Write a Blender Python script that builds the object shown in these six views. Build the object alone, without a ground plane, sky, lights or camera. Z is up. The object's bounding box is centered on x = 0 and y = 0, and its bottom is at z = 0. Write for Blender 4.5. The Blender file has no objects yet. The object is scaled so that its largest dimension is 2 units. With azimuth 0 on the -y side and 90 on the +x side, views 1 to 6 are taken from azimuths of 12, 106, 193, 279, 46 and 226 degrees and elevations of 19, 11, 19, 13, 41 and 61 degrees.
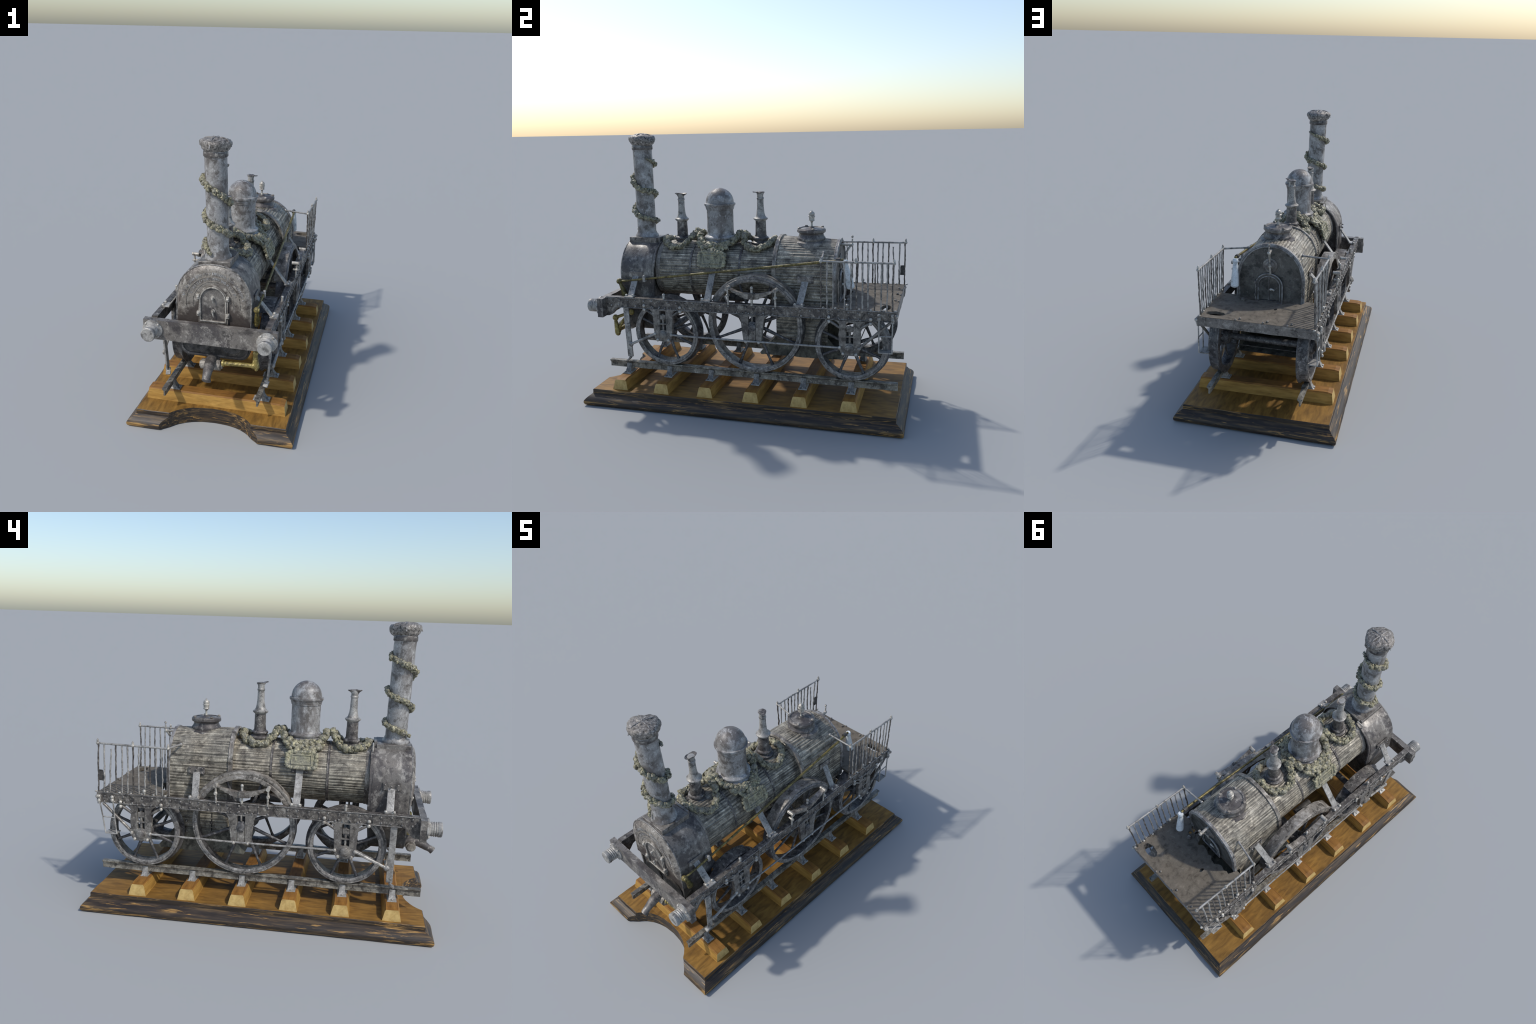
import bpy, bmesh, math, random
from math import sin, cos, pi, sqrt, radians, atan2
from mathutils import Vector, Matrix, noise, geometry

rng = random.Random(7)

# ------------------------------------------------------------------ helpers
def lin(c):
    def f(v):
        v /= 255.0
        return v / 12.92 if v <= 0.04045 else ((v + 0.055) / 1.055) ** 2.4
    return (f(c[0]), f(c[1]), f(c[2]), 1.0)

ROOT = bpy.data.objects.new("locomotive_model", None)
bpy.context.scene.collection.objects.link(ROOT)
ROOT["label"] = "tarnished silver steam locomotive model with garlands on wooden plinth"
ROOT["category"] = "locomotive model"

def link(ob, parent=None):
    bpy.context.scene.collection.objects.link(ob)
    ob.parent = parent or ROOT
    return ob

class M:
    """Mesh accumulator."""
    def __init__(s):
        s.v, s.f, s.m = [], [], []
    def add(s, verts, faces, mi=0):
        o = len(s.v)
        s.v.extend(Vector(p) for p in verts)
        for f in faces:
            s.f.append(tuple(i + o for i in f)); s.m.append(mi)
        return s
    def xf(s, mat):
        s.v = [mat @ p for p in s.v]; return s
    def join(s, o, mat=None):
        vs = o.v if mat is None else [mat @ p for p in o.v]
        n = len(s.v)
        s.v.extend(p.copy() for p in vs)
        s.f.extend(tuple(i + n for i in f) for f in o.f); s.m.extend(o.m)
        return s
    def mirror(s):
        r = M(); r.v = [Vector((-p.x, p.y, p.z)) for p in s.v]
        r.f = [tuple(reversed(f)) for f in s.f]; r.m = list(s.m)
        return r
    def weather(s, amp=0.0015, scale=25.0, seed=0.0):
        off = Vector((seed * 3.1, seed * 1.7, seed * 5.3))
        for p in s.v:
            q = p * scale + off
            p += noise.noise_vector(q) * amp + noise.noise_vector(q * 2.7) * amp * 0.5
        return s
    def mesh(s, name, mats):
        me = bpy.data.meshes.new(name)
        me.from_pydata([tuple(p) for p in s.v], [], s.f)
        for mt in mats if isinstance(mats, (list, tuple)) else [mats]:
            me.materials.append(mt)
        if any(s.m):
            me.polygons.foreach_set("material_index", s.m)
        bm = bmesh.new(); bm.from_mesh(me)
        bmesh.ops.recalc_face_normals(bm, faces=bm.faces)
        bm.to_mesh(me); bm.free()
        me.update()
        return me
    def obj(s, name, mats, parent=None, smooth=40, bevel=0, kind=None):
        me = s.mesh(name, mats)
        if smooth:
            me.polygons.foreach_set("use_smooth", [True] * len(me.polygons))
            if smooth < 180:
                me.set_sharp_from_angle(angle=radians(smooth))
        ob = link(bpy.data.objects.new(name, me), parent)
        if bevel:
            b = ob.modifiers.new("edge", 'BEVEL'); b.width = bevel; b.segments = 2
            b.limit_method = 'ANGLE'; b.angle_limit = radians(40)
        if kind: ob["kind"] = kind
        return ob

def box(c, s, taper=(1, 1)):
    x, y, z = s[0] / 2, s[1] / 2, s[2] / 2
    v = []
    for k, (tx, ty) in ((-1, (1, 1)), (1, taper)):
        for a, b in ((-1, -1), (1, -1), (1, 1), (-1, 1)):
            v.append((c[0] + a * x * tx, c[1] + b * y * ty, c[2] + k * z))
    return M().add(v, [(3, 2, 1, 0), (4, 5, 6, 7), (0, 1, 5, 4), (1, 2, 6, 5), (2, 3, 7, 6), (3, 0, 4, 7)])

def gridbox(c, s, d=0.02):
    """subdivided box so it can be weathered"""
    bm = bmesh.new()
    m = M()
    n = [max(1, int(round(q / d))) for q in s]
    def face(o, u, v, nu, nv):
        vs = [o + u * (i / nu) + v * (j / nv) for j in range(nv + 1) for i in range(nu + 1)]
        fs = [(j * (nu + 1) + i, j * (nu + 1) + i + 1, (j + 1) * (nu + 1) + i + 1, (j + 1) * (nu + 1) + i)
              for j in range(nv) for i in range(nu)]
        m.add(vs, fs)
    C = Vector(c); S = Vector(s); X = Vector((s[0], 0, 0)); Y = Vector((0, s[1], 0)); Z = Vector((0, 0, s[2]))
    lo = C - S / 2
    face(lo, Y, X, n[1], n[0]); face(lo + Z, X, Y, n[0], n[1])
    face(lo, X, Z, n[0], n[2]); face(lo + Y, Z, X, n[2], n[0])
    face(lo, Z, Y, n[2], n[1]); face(lo + X, Y, Z, n[1], n[2])
    bm.free()
    return weld(m)

def weld(m, d=1e-5):
    key = {}; remap = []; nv = []
    for p in m.v:
        k = (round(p.x / d), round(p.y / d), round(p.z / d))
        if k not in key:
            key[k] = len(nv); nv.append(p)
        remap.append(key[k])
    m.v = nv; m.f = [tuple(remap[i] for i in f) for f in m.f]
    return m

def lathe(profile, seg=48, c=(0, 0, 0), axis='z', sub=0.02, lean=(0, 0), lobes=None):
    """profile: (r, h) list; resampled so that it can carry dents"""
    pr = [profile[0]]
    for a, b in zip(profile, profile[1:]):
        L = math.hypot(b[0] - a[0], b[1] - a[1]); n = max(1, int(L / sub))
        for i in range(1, n + 1):
            t = i / n; pr.append((a[0] + (b[0] - a[0]) * t, a[1] + (b[1] - a[1]) * t))
    v = []
    for r, h in pr:
        for i in range(seg):
            a = 2 * pi * i / seg
            rr = r * (lobes(a, h) if lobes else 1)
            p = (rr * cos(a) + lean[0] * h, rr * sin(a) + lean[1] * h, h)
            if axis == 'y': p = (p[0], -p[2], p[1])
            if axis == 'x': p = (p[2], p[0], p[1])
            v.append((p[0] + c[0], p[1] + c[1], p[2] + c[2]))
    f = []
    for j in range(len(pr) - 1):
        for i in range(seg):
            k = (i + 1) % seg
            f.append((j * seg + i, j * seg + k, (j + 1) * seg + k, (j + 1) * seg + i))
    m = M().add(v, f)
    n = len(pr)
    m.add([], [])
    m.f.append(tuple(range(seg - 1, -1, -1))); m.m.append(0)
    m.f.append(tuple((n - 1) * seg + i for i in range(seg))); m.m.append(0)
    return m

def resample(pts, d, closed=False):
    pts = [Vector(p) for p in pts]
    if closed: pts = pts + [pts[0]]
    out = []
    for a, b in zip(pts, pts[1:]):
        n = max(1, int((b - a).length / d))
        out += [a.lerp(b, i / n) for i in range(n)]
    if not closed: out.append(pts[-1])
    return out

def spline(pts, n=8, closed=False):
    """Catmull-Rom through control points"""
    P = [Vector(p) for p in pts]; N = len(P); out = []
    for i in range(N if closed else N - 1):
        p1, p2 = P[i], P[(i + 1) % N]
        p0 = P[i - 1] if (closed or i > 0) else p1
        p3 = P[(i + 2) % N] if (closed or i + 2 < N) else p2
        for k in range(n):
            t = k / n
            out.append(0.5 * (2 * p1 + (p2 - p0) * t + (2 * p0 - 5 * p1 + 4 * p2 - p3) * t * t + (3 * p1 - p0 - 3 * p2 + p3) * t ** 3))
    if not closed: out.append(P[-1])
    return out

def tube(pts, r, seg=8, closed=False, flat=None):
    """r: number or function of t. flat: (w,h) rectangular-ish squash"""
    P = [Vector(p) for p in pts]; N = len(P)
    T = []
    for i in range(N):
        a = P[i - 1] if (i > 0 or closed) else P[i]
        b = P[(i + 1) % N] if (i < N - 1 or closed) else P[i]
        T.append((b - a).normalized())
    up = Vector((0, 0, 1)) if abs(T[0].z) < 0.9 else Vector((1, 0, 0))
    u = (up - T[0] * up.dot(T[0])).normalized()
    v, f = [], []
    for i in range(N):
        u = (u - T[i] * u.dot(T[i])).normalized(); w = T[i].cross(u)
        rr = r(i / (N - 1)) if callable(r) else r
        for k in range(seg):
            a = 2 * pi * (k + 0.5) / seg
            v.append(P[i] + (u * cos(a) + w * sin(a)) * rr)
    for i in range(N if closed else N - 1):
        j = (i + 1) % N
        for k in range(seg):
            l = (k + 1) % seg
            f.append((i * seg + k, i * seg + l, j * seg + l, j * seg + k))
    m = M().add(v, f)
    if not closed:
        m.f.append(tuple(range(seg - 1, -1, -1))); m.m.append(0)
        m.f.append(tuple((N - 1) * seg + k for k in range(seg))); m.m.append(0)
    return m

def rod(a, b, r, seg=8, d=0.03, wob=0.0):
    P = resample([a, b], d)
    if wob:
        for p in P[1:-1]: p += noise.noise_vector(p * 30) * wob
    return tube(P, r, seg)

def ball(c, r, seg=10, sq=(1, 1, 1)):
    v, f = [], []
    n = seg // 2 + 1
    for j in range(1, n):
        th = pi * j / n
        for i in range(seg):
            a = 2 * pi * i / seg
            v.append((c[0] + r * sq[0] * sin(th) * cos(a), c[1] + r * sq[1] * sin(th) * sin(a), c[2] + r * sq[2] * cos(th)))
    for j in range(n - 2):
        for i in range(seg):
            k = (i + 1) % seg
            f.append((j * seg + i, (j + 1) * seg + i, (j + 1) * seg + k, j * seg + k))
    t = len(v); v.append((c[0], c[1], c[2] + r * sq[2])); v.append((c[0], c[1], c[2] - r * sq[2]))
    for i in range(seg):
        k = (i + 1) % seg
        f.append((t, i, k)); f.append((t + 1, (n - 2) * seg + k, (n - 2) * seg + i))
    return M().add(v, f)

def plate(outline, holes, x0, x1, plane='yz'):
    """flat plate cut from an outline (2-D) with holes, given thickness"""
    loops = [[Vector((p[0], p[1], 0)) for p in L] for L in [outline] + list(holes)]
    tris = geometry.tessellate_polygon(loops)
    flat = [p for L in loops for p in L]; n = len(flat)
    def at(p, t):
        if plane == 'yz': return (t, p.x, p.y)
        if plane == 'xz': return (p.x, t, p.y)
        return (p.x, p.y, t)
    m = M().add([at(p, x0) for p in flat] + [at(p, x1) for p in flat],
                [tuple(t) for t in tris] + [tuple(i + n for i in reversed(t)) for t in tris])
    o = 0
    for L in loops:
        k = len(L)
        for i in range(k):
            j = (i + 1) % k
            m.f.append((o + i, o + j, o + j + n, o + i + n)); m.m.append(0)
        o += k
    return m

def arc(cx, cy, r, a0, a1, n=12):
    return [(cx + r * cos(radians(a0 + (a1 - a0) * i / n)), cy + r * sin(radians(a0 + (a1 - a0) * i / n))) for i in range(n + 1)]

def bar(a, b, w, t, wdir):
    """flat bar from a to b; wdir is the direction of its width w, thickness t"""
    a, b, wd = Vector(a), Vector(b), Vector(wdir)
    T = (b - a).normalized(); wd = (wd - T * wd.dot(T)).normalized(); n = T.cross(wd)
    v = []
    N = max(2, int((b - a).length / 0.03))
    for i in range(N + 1):
        p = a.lerp(b, i / N)
        for s, q in ((-1, -1), (1, -1), (1, 1), (-1, 1)):
            v.append(p + wd * (w / 2 * s) + n * (t / 2 * q))
    f = [(i * 4 + k, i * 4 + (k + 1) % 4, (i + 1) * 4 + (k + 1) % 4, (i + 1) * 4 + k) for i in range(N) for k in range(4)]
    f += [(3, 2, 1, 0), (N * 4, N * 4 + 1, N * 4 + 2, N * 4 + 3)]
    return M().add(v, f)

# ---------------------------------------------------------------- materials
class NT:
    def __init__(s, name):
        s.mat = bpy.data.materials.new(name); s.mat.use_nodes = True
        s.t = s.mat.node_tree; s.b = s.t.nodes["Principled BSDF"]
        s.co = s.n("ShaderNodeTexCoord").outputs["Object"]
    def n(s, kind, **kw):
        nd = s.t.nodes.new(kind)
        for k, v in kw.items(): setattr(nd, k, v)
        return nd
    def l(s, a, b): s.t.links.new(a, b)
    def noise(s, scale, detail=6, rough=0.6, stretch=(1, 1, 1), dist=0.0, loc=(0, 0, 0)):
        mp = s.n("ShaderNodeMapping"); mp.inputs["Scale"].default_value = stretch
        mp.inputs["Location"].default_value = loc
        s.l(s.co, mp.inputs["Vector"])
        nz = s.n("ShaderNodeTexNoise"); nz.inputs["Scale"].default_value = scale
        nz.inputs["Detail"].default_value = detail; nz.inputs["Roughness"].default_value = rough
        nz.inputs["Distortion"].default_value = dist
        s.l(mp.outputs[0], nz.inputs["Vector"])
        return nz.outputs["Fac"]
    def ramp(s, fac, stops, interp='LINEAR'):
        r = s.n("ShaderNodeValToRGB"); r.color_ramp.interpolation = interp
        e = r.color_ramp.elements
        while len(e) < len(stops): e.new(0.5)
        for el, (p, c) in zip(e, stops):
            el.position = p
            el.color = c if isinstance(c, tuple) and len(c) == 4 else (c, c, c, 1)
        s.l(fac, r.inputs[0])
        return r.outputs["Color"]
    def mix(s, fac, a, b, mode='MIX'):
        m = s.n("ShaderNodeMix", data_type='RGBA', blend_type=mode)
        for sock, val in ((m.inputs[0], fac), (m.inputs[6], a), (m.inputs[7], b)):
            if hasattr(val, "links"): s.l(val, sock)
            else: sock.default_value = val
        return m.outputs[2]
    def bump(s, fac, strength, dist=0.003, prev=None):
        b = s.n("ShaderNodeBump"); b.inputs["Strength"].default_value = strength
        b.inputs["Distance"].default_value = dist
        s.l(fac, b.inputs["Height"])
        if prev is not None: s.l(prev, b.inputs["Normal"])
        s.l(b.outputs[0], s.b.inputs["Normal"])
        return b.outputs[0]

def metal(name, dark, mid, light, scale=22, lo=0.40, hi=0.62, patch=0.5, patch_col=None, patch_scale=9,
          streak=None, streak_amt=0.6, rough=0.5, metallic=0.15, bump=0.35, brown=0.25, soft=0.03, smear=(1, 1, 1), grain=0.6, wear=0.5, thr=0.53):
    dark = tuple(v * 0.88 for v in dark); rough = rough - 0.06 if rough <= 0.55 else rough
    s = NT(name)
    f1 = s.noise(scale, 8, 0.68, dist=0.3)
    mc = tuple(mid)
    m0 = (lo + hi) / 2
    col = s.ramp(f1, [(lo, lin(dark)), (m0 - 0.02, lin(mid)), (m0 + 0.05, lin(mid)), (hi, lin(light))])
    f2 = s.noise(patch_scale, 8, 0.66, loc=(3.3, 1.7, 5.1), dist=0.5, stretch=smear)
    pm = s.ramp(f2, [(thr - soft, 0.0), (thr + soft, 1.0)])
    pf = s.n("ShaderNodeMath", operation='MULTIPLY'); pf.inputs[1].default_value = patch
    s.l(pm, pf.inputs[0])
    col = s.mix(pf.outputs[0], col, lin(patch_col or dark))
    # silvery rubbed flecks
    f6 = s.noise(scale * 1.9, 9, 0.72, loc=(6.1, 0.4, 2.7), stretch=smear)
    wm = s.n("ShaderNodeMath", operation='MULTIPLY'); wm.inputs[1].default_value = wear
    s.l(s.ramp(f6, [(0.555, 0.0), (0.61, 1.0)]), wm.inputs[0])
    col = s.mix(wm.outputs[0], col, lin(tuple(min(235, v * 1.13) for v in light)))
    # warm tarnish
    f3 = s.noise(6, 4, 0.55, loc=(8.3, 2.2, 0.4))
    bm_ = s.n("ShaderNodeMath", operation='MULTIPLY'); bm_.inputs[1].default_value = brown
    s.l(s.ramp(f3, [(0.42, 0.0), (0.66, 1.0)]), bm_.inputs[0])
    col = s.mix(bm_.outputs[0], col, (0.96, 0.86, 0.74, 1), 'MULTIPLY')
    if streak:
        f4 = s.noise(1, 5, 0.6, stretch=streak)
        sm = s.ramp(f4, [(0.35, 0.13), (0.44, 0.45), (0.53, 0.95), (0.66, 1.5)])
        col = s.mix(streak_amt, col, sm, 'MULTIPLY')
    # fine grain
    f5 = s.noise(170, 3, 0.7)
    col = s.mix(grain, col, s.ramp(f5, [(0.3, 0.66), (0.7, 1.4)]), 'MULTIPLY')
    s.l(col, s.b.inputs["Base Color"])
    s.b.inputs["Metallic"].default_value = metallic
    rr = s.ramp(f1, [(0.35, rough + 0.12), (0.7, rough - 0.08)])
    s.l(rr, s.b.inputs["Roughness"])
    nb = s.bump(s.noise(60, 6, 0.65), bump, 0.003)
    s.bump(s.noise(230, 3, 0.6), bump * 0.6, 0.0012, nb)
    return s.mat

def wood(name, dark, mid, light, stretch=(9, 1.2, 9), rough=0.62, grime=0.35, coat=0.0):
    s = NT(name)
    f1 = s.noise(4.5, 8, 0.62, stretch=stretch, dist=0.8)
    col = s.ramp(f1, [(0.24, lin(dark)), (0.47, lin(mid)), (0.76, lin(light))])
    f2 = s.noise(5, 5, 0.6, loc=(1, 4, 2))
    g = s.n("ShaderNodeMath", operation='MULTIPLY'); g.inputs[1].default_value = grime
    s.l(s.ramp(f2, [(0.45, 0.0), (0.68, 1.0)]), g.inputs[0])
    col = s.mix(g.outputs[0], col, lin(dark))
    f3 = s.noise(26, 6, 0.7, stretch=(stretch[0] * 0.35, stretch[1] * 0.35, stretch[2] * 0.35))
    col = s.mix(0.55, col, s.ramp(f3, [(0.34, 0.72), (0.6, 1.12)]), 'MULTIPLY')
    s.l(col, s.b.inputs["Base Color"])
    s.b.inputs["Roughness"].default_value = rough
    s.b.inputs["Coat Weight"].default_value = coat
    s.b.inputs["Specular IOR Level"].default_value = 0.3
    s.bump(f3, 0.25, 0.002)
    return s.mat

def worn_paint(name, stretch):
    s = NT(name)
    f1 = s.noise(6, 9, 0.68, stretch=stretch, dist=0.9)
    base = s.ramp(s.noise(9, 6, 0.6, stretch=stretch, loc=(2, 3, 4)),
                  [(0.40, lin((36, 29, 24))), (0.52, lin((55, 44, 33))), (0.66, lin((96, 77, 50)))])
    bare = s.ramp(s.noise(22, 4, 0.6, stretch=stretch), [(0.35, lin((120, 86, 42))), (0.7, lin((186, 148, 86)))])
    # rubbed bare towards the corners
    sx = s.n("ShaderNodeSeparateXYZ"); s.l(s.co, sx.inputs[0])
    def near(o, half, p):
        a = s.n("ShaderNodeMath", operation='ABSOLUTE'); s.l(o, a.inputs[0])
        d = s.n("ShaderNodeMath", operation='DIVIDE'); s.l(a.outputs[0], d.inputs[0]); d.inputs[1].default_value = half
        q = s.n("ShaderNodeMath", operation='POWER'); s.l(d.outputs[0], q.inputs[0]); q.inputs[1].default_value = p
        return q.outputs[0]
    mm = s.n("ShaderNodeMath", operation='MULTIPLY'); s.l(near(sx.outputs[0], 0.49, 8), mm.inputs[0]); s.l(near(sx.outputs[1], 0.99, 10), mm.inputs[1])
    ad = s.n("ShaderNodeMath", operation='MULTIPLY_ADD'); s.l(mm.outputs[0], ad.inputs[0]); ad.inputs[1].default_value = 0.085; s.l(f1, ad.inputs[2])
    m = s.ramp(ad.outputs[0], [(0.56, 0.0), (0.60, 0.75), (0.66, 1.0)])
    col = s.mix(m, base, bare)
    s.l(col, s.b.inputs["Base Color"]); s.b.inputs["Roughness"].default_value = 0.5
    s.bump(f1, 0.35, 0.004)
    return s.mat

MAT_SMOKE = metal("tarnished_silver_dark", (80, 76, 73), (112, 108, 103), (150, 146, 139), 13, patch=0.75, patch_col=(64, 60, 61), patch_scale=5.5, soft=0.025, smear=(1, 1, 0.8))
MAT_FACE = metal("tarnished_silver_pale", (88, 83, 76), (132, 127, 119), (166, 161, 153), 22, patch=0.6, patch_col=(85, 77, 72), patch_scale=7, soft=0.06)
def darkened_foot(mat, z0, z1, dark_tone):
    """soot mixed in over the lower half, with a ragged upper edge"""
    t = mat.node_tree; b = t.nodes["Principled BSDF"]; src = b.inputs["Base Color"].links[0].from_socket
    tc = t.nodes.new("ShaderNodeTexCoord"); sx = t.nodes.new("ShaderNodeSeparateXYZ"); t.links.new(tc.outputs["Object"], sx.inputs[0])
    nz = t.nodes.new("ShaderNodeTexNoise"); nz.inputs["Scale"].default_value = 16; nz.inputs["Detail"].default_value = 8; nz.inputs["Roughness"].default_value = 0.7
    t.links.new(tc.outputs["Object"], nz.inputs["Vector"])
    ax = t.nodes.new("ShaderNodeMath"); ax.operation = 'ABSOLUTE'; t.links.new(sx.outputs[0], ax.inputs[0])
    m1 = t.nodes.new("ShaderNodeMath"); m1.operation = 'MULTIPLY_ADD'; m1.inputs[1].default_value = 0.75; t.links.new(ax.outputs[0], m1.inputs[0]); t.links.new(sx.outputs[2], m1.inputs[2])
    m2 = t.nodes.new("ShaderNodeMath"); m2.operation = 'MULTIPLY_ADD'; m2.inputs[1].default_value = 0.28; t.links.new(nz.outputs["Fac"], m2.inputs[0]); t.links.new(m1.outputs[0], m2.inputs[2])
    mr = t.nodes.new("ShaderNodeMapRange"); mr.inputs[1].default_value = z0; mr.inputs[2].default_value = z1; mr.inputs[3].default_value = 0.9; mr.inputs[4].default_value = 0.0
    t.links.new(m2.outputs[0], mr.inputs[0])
    mx = t.nodes.new("ShaderNodeMix"); mx.data_type = 'RGBA'; mx.inputs[7].default_value = lin(dark_tone)
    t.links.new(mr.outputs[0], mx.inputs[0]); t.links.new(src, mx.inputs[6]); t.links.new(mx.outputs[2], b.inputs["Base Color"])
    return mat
MAT_FRONT = darkened_foot(metal("front_plate_silver", (92, 86, 80), (134, 129, 121), (169, 164, 156), 24, patch=0.45, patch_col=(92, 84, 79), patch_scale=8, soft=0.05), 0.96, 1.02, (67, 59, 55))
MAT_TUBE = metal("grey_oxidised_silver", (108, 104, 100), (144, 143, 141), (169, 169, 168), 16, patch=0.75, patch_col=(88, 82, 78), patch_scale=9, brown=0.12, metallic=0.05, soft=0.055, smear=(1, 1, 0.6))
MAT_DOME_TOP = metal("grimy_dome_crown", (108, 104, 100), (144, 143, 141), (169, 169, 168), 16, patch=0.75, patch_col=(88, 82, 78), patch_scale=9, brown=0.12, metallic=0.05, soft=0.055, smear=(1, 1, 0.6), thr=0.46)
MAT_SEAT = metal("seat_silver", (80, 75, 71), (114, 110, 104), (148, 144, 138), 20, patch=0.5, patch_col=(80, 74, 71), patch_scale=10, soft=0.05)
MAT_TUBE_DARK = metal("dark_oxidised_silver", (61, 57, 57), (96, 92, 89), (147, 144, 137), 24, patch=0.45, patch_col=(68, 63, 61), brown=0.2)
MAT_PLANK = metal("silvered_planking", (112, 106, 95), (148, 142, 128), (188, 181, 164), 20, patch=0.3, patch_col=(98, 94, 88), streak=(105, 2.2, 105), streak_amt=0.78, wear=0.4, brown=0.35, rough=0.5, metallic=0.1, soft=0.06)
MAT_FRAME = metal("frame_silver", (58, 55, 52), (100, 95, 89), (144, 140, 132), 30, patch=0.7, patch_col=(62, 58, 57), patch_scale=15)
MAT_HORN = metal("horn_plate_silver", (81, 77, 72), (118, 114, 108), (146, 143, 136), 22, patch=0.6, patch_col=(76, 72, 70), patch_scale=12)
MAT_WHEEL = metal("wheel_silver", (55, 53, 54), (87, 86, 86), (133, 131, 129), 26, patch=0.45, patch_col=(64, 61, 62), brown=0.12)
MAT_RIM = metal("pale_rim_silver", (84, 82, 79), (127, 124, 120), (162, 159, 153), 32, patch=0.55, patch_col=(77, 75, 74), patch_scale=16, brown=0.15)
MAT_RAIL = metal("rail_silver", (81, 77, 70), (128, 124, 114), (158, 154, 143), 24, patch=0.7, patch_col=(74, 70, 65), patch_scale=13, brown=0.25)
MAT_BRIGHT = metal("bright_pale_silver", (133, 128, 121), (175, 171, 162), (203, 200, 190), 40, patch=0.25, patch_col=(114, 109, 103), brown=0.2, metallic=0.2, rough=0.42, wear=0.35)
MAT_STAY = metal("pale_steel_strip", (115, 113, 109), (153, 151, 146), (177, 175, 170), 24, patch=0.35, patch_col=(104, 101, 99), brown=0.15, wear=0.35)
MAT_DECK = metal("dusty_deck", (84, 78, 69), (106, 99, 88), (126, 118, 106), 22, grain=0.3, wear=0.0, lo=0.34, hi=0.68, patch=0.2, patch_col=(90, 84, 75), patch_scale=5, soft=0.1, rough=0.85, metallic=0.0, bump=0.3)
MAT_PLATFORM = metal("silver_beam", (81, 77, 73), (117, 113, 108), (144, 140, 134), 20, patch=0.5, patch_col=(79, 76, 73))
MAT_GARLAND = metal("gilded_garland", (92, 88, 72), (138, 134, 112), (184, 177, 140), 50, patch=0.65, patch_col=(130, 128, 119), patch_scale=26, brown=0.12, bump=0.8, rough=0.5, wear=0.35)
MAT_PLAQUE = metal("gilded_plaque", (108, 105, 88), (146, 142, 118), (180, 174, 142), 45, patch=0.5, patch_col=(128, 126, 116), bump=0.7, brown=0.12, wear=0.35)
MAT_ROD = metal("dulled_brass_rod", (74, 66, 36), (112, 101, 56), (146, 133, 84), 40, patch=0.4, patch_col=(84, 78, 58), brown=0.2, metallic=0.2, rough=0.5)
MAT_BACK = metal("sooty_backhead", (68, 68, 65), (94, 93, 89), (119, 118, 113), 14, patch=0.6, patch_col=(72, 70, 67), patch_scale=7, soft=0.05, wear=0.35)
MAT_BRASS = metal("dull_brass", (98, 87, 46), (142, 128, 74), (182, 167, 108), 40, patch=0.3, patch_col=(110, 96, 50), brown=0.2, metallic=0.3, rough=0.42)
MAT_PORCELAIN = metal("pale_porcelain", (186, 192, 194), (206, 212, 214), (220, 225, 226), 14, patch=0.05, patch_col=(180, 184, 184), brown=0.0, metallic=0.0, rough=0.35, bump=0.1, wear=0.1)
MAT_ASH = metal("sooty_ashpan", (76, 74, 67), (108, 106, 96), (132, 130, 118), 22, patch=0.5, patch_col=(72, 70, 62), brown=0.3, rough=0.7, wear=0.1)
MAT_DARK = metal("blackened_iron", (48, 46, 44), (74, 71, 68), (104, 100, 95), 24, patch=0.3, rough=0.6, wear=0.1)
MAT_INNER_SHADOW = metal("painted_shadow_black", (22, 21, 20), (32, 30, 29), (44, 42, 40), 20, patch=0.2, rough=0.85, metallic=0.0, wear=0.1)
MAT_CAP = metal("wire_mesh_silver", (68, 66, 63), (122, 118, 113), (171, 167, 161), 75, lo=0.40, hi=0.60, patch=0.3, patch_col=(87, 83, 79), bump=1.0)
MAT_WOOD_TOP = wood("varnished_board", (82, 58, 26), (132, 97, 43), (162, 122, 58), stretch=(7, 1.5, 7), grime=0.45)
MAT_SLEEPER = wood("sleeper_oak", (128, 94, 42), (164, 125, 60), (192, 152, 82), stretch=(1.4, 9, 9), grime=0.25)
MAT_SLEEPER_TOP = wood("sleeper_oak_top", (100, 66, 28), (136, 94, 42), (160, 116, 56), stretch=(1.4, 9, 9), grime=0.4)
MAT_ENDGRAIN = wood("end_grain", (160, 128, 74), (190, 160, 100), (208, 182, 122), stretch=(3, 5, 5), grime=0.2)
MAT_EDGE_Y = worn_paint("ebonised_edge_long", (6, 0.55, 9))
MAT_EDGE_X = worn_paint("ebonised_edge_short", (0.55, 6, 9))

def cx(y):            # the boiler stands a trifle skew on the frame
    return 0.004 + 0.012 * y

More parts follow.
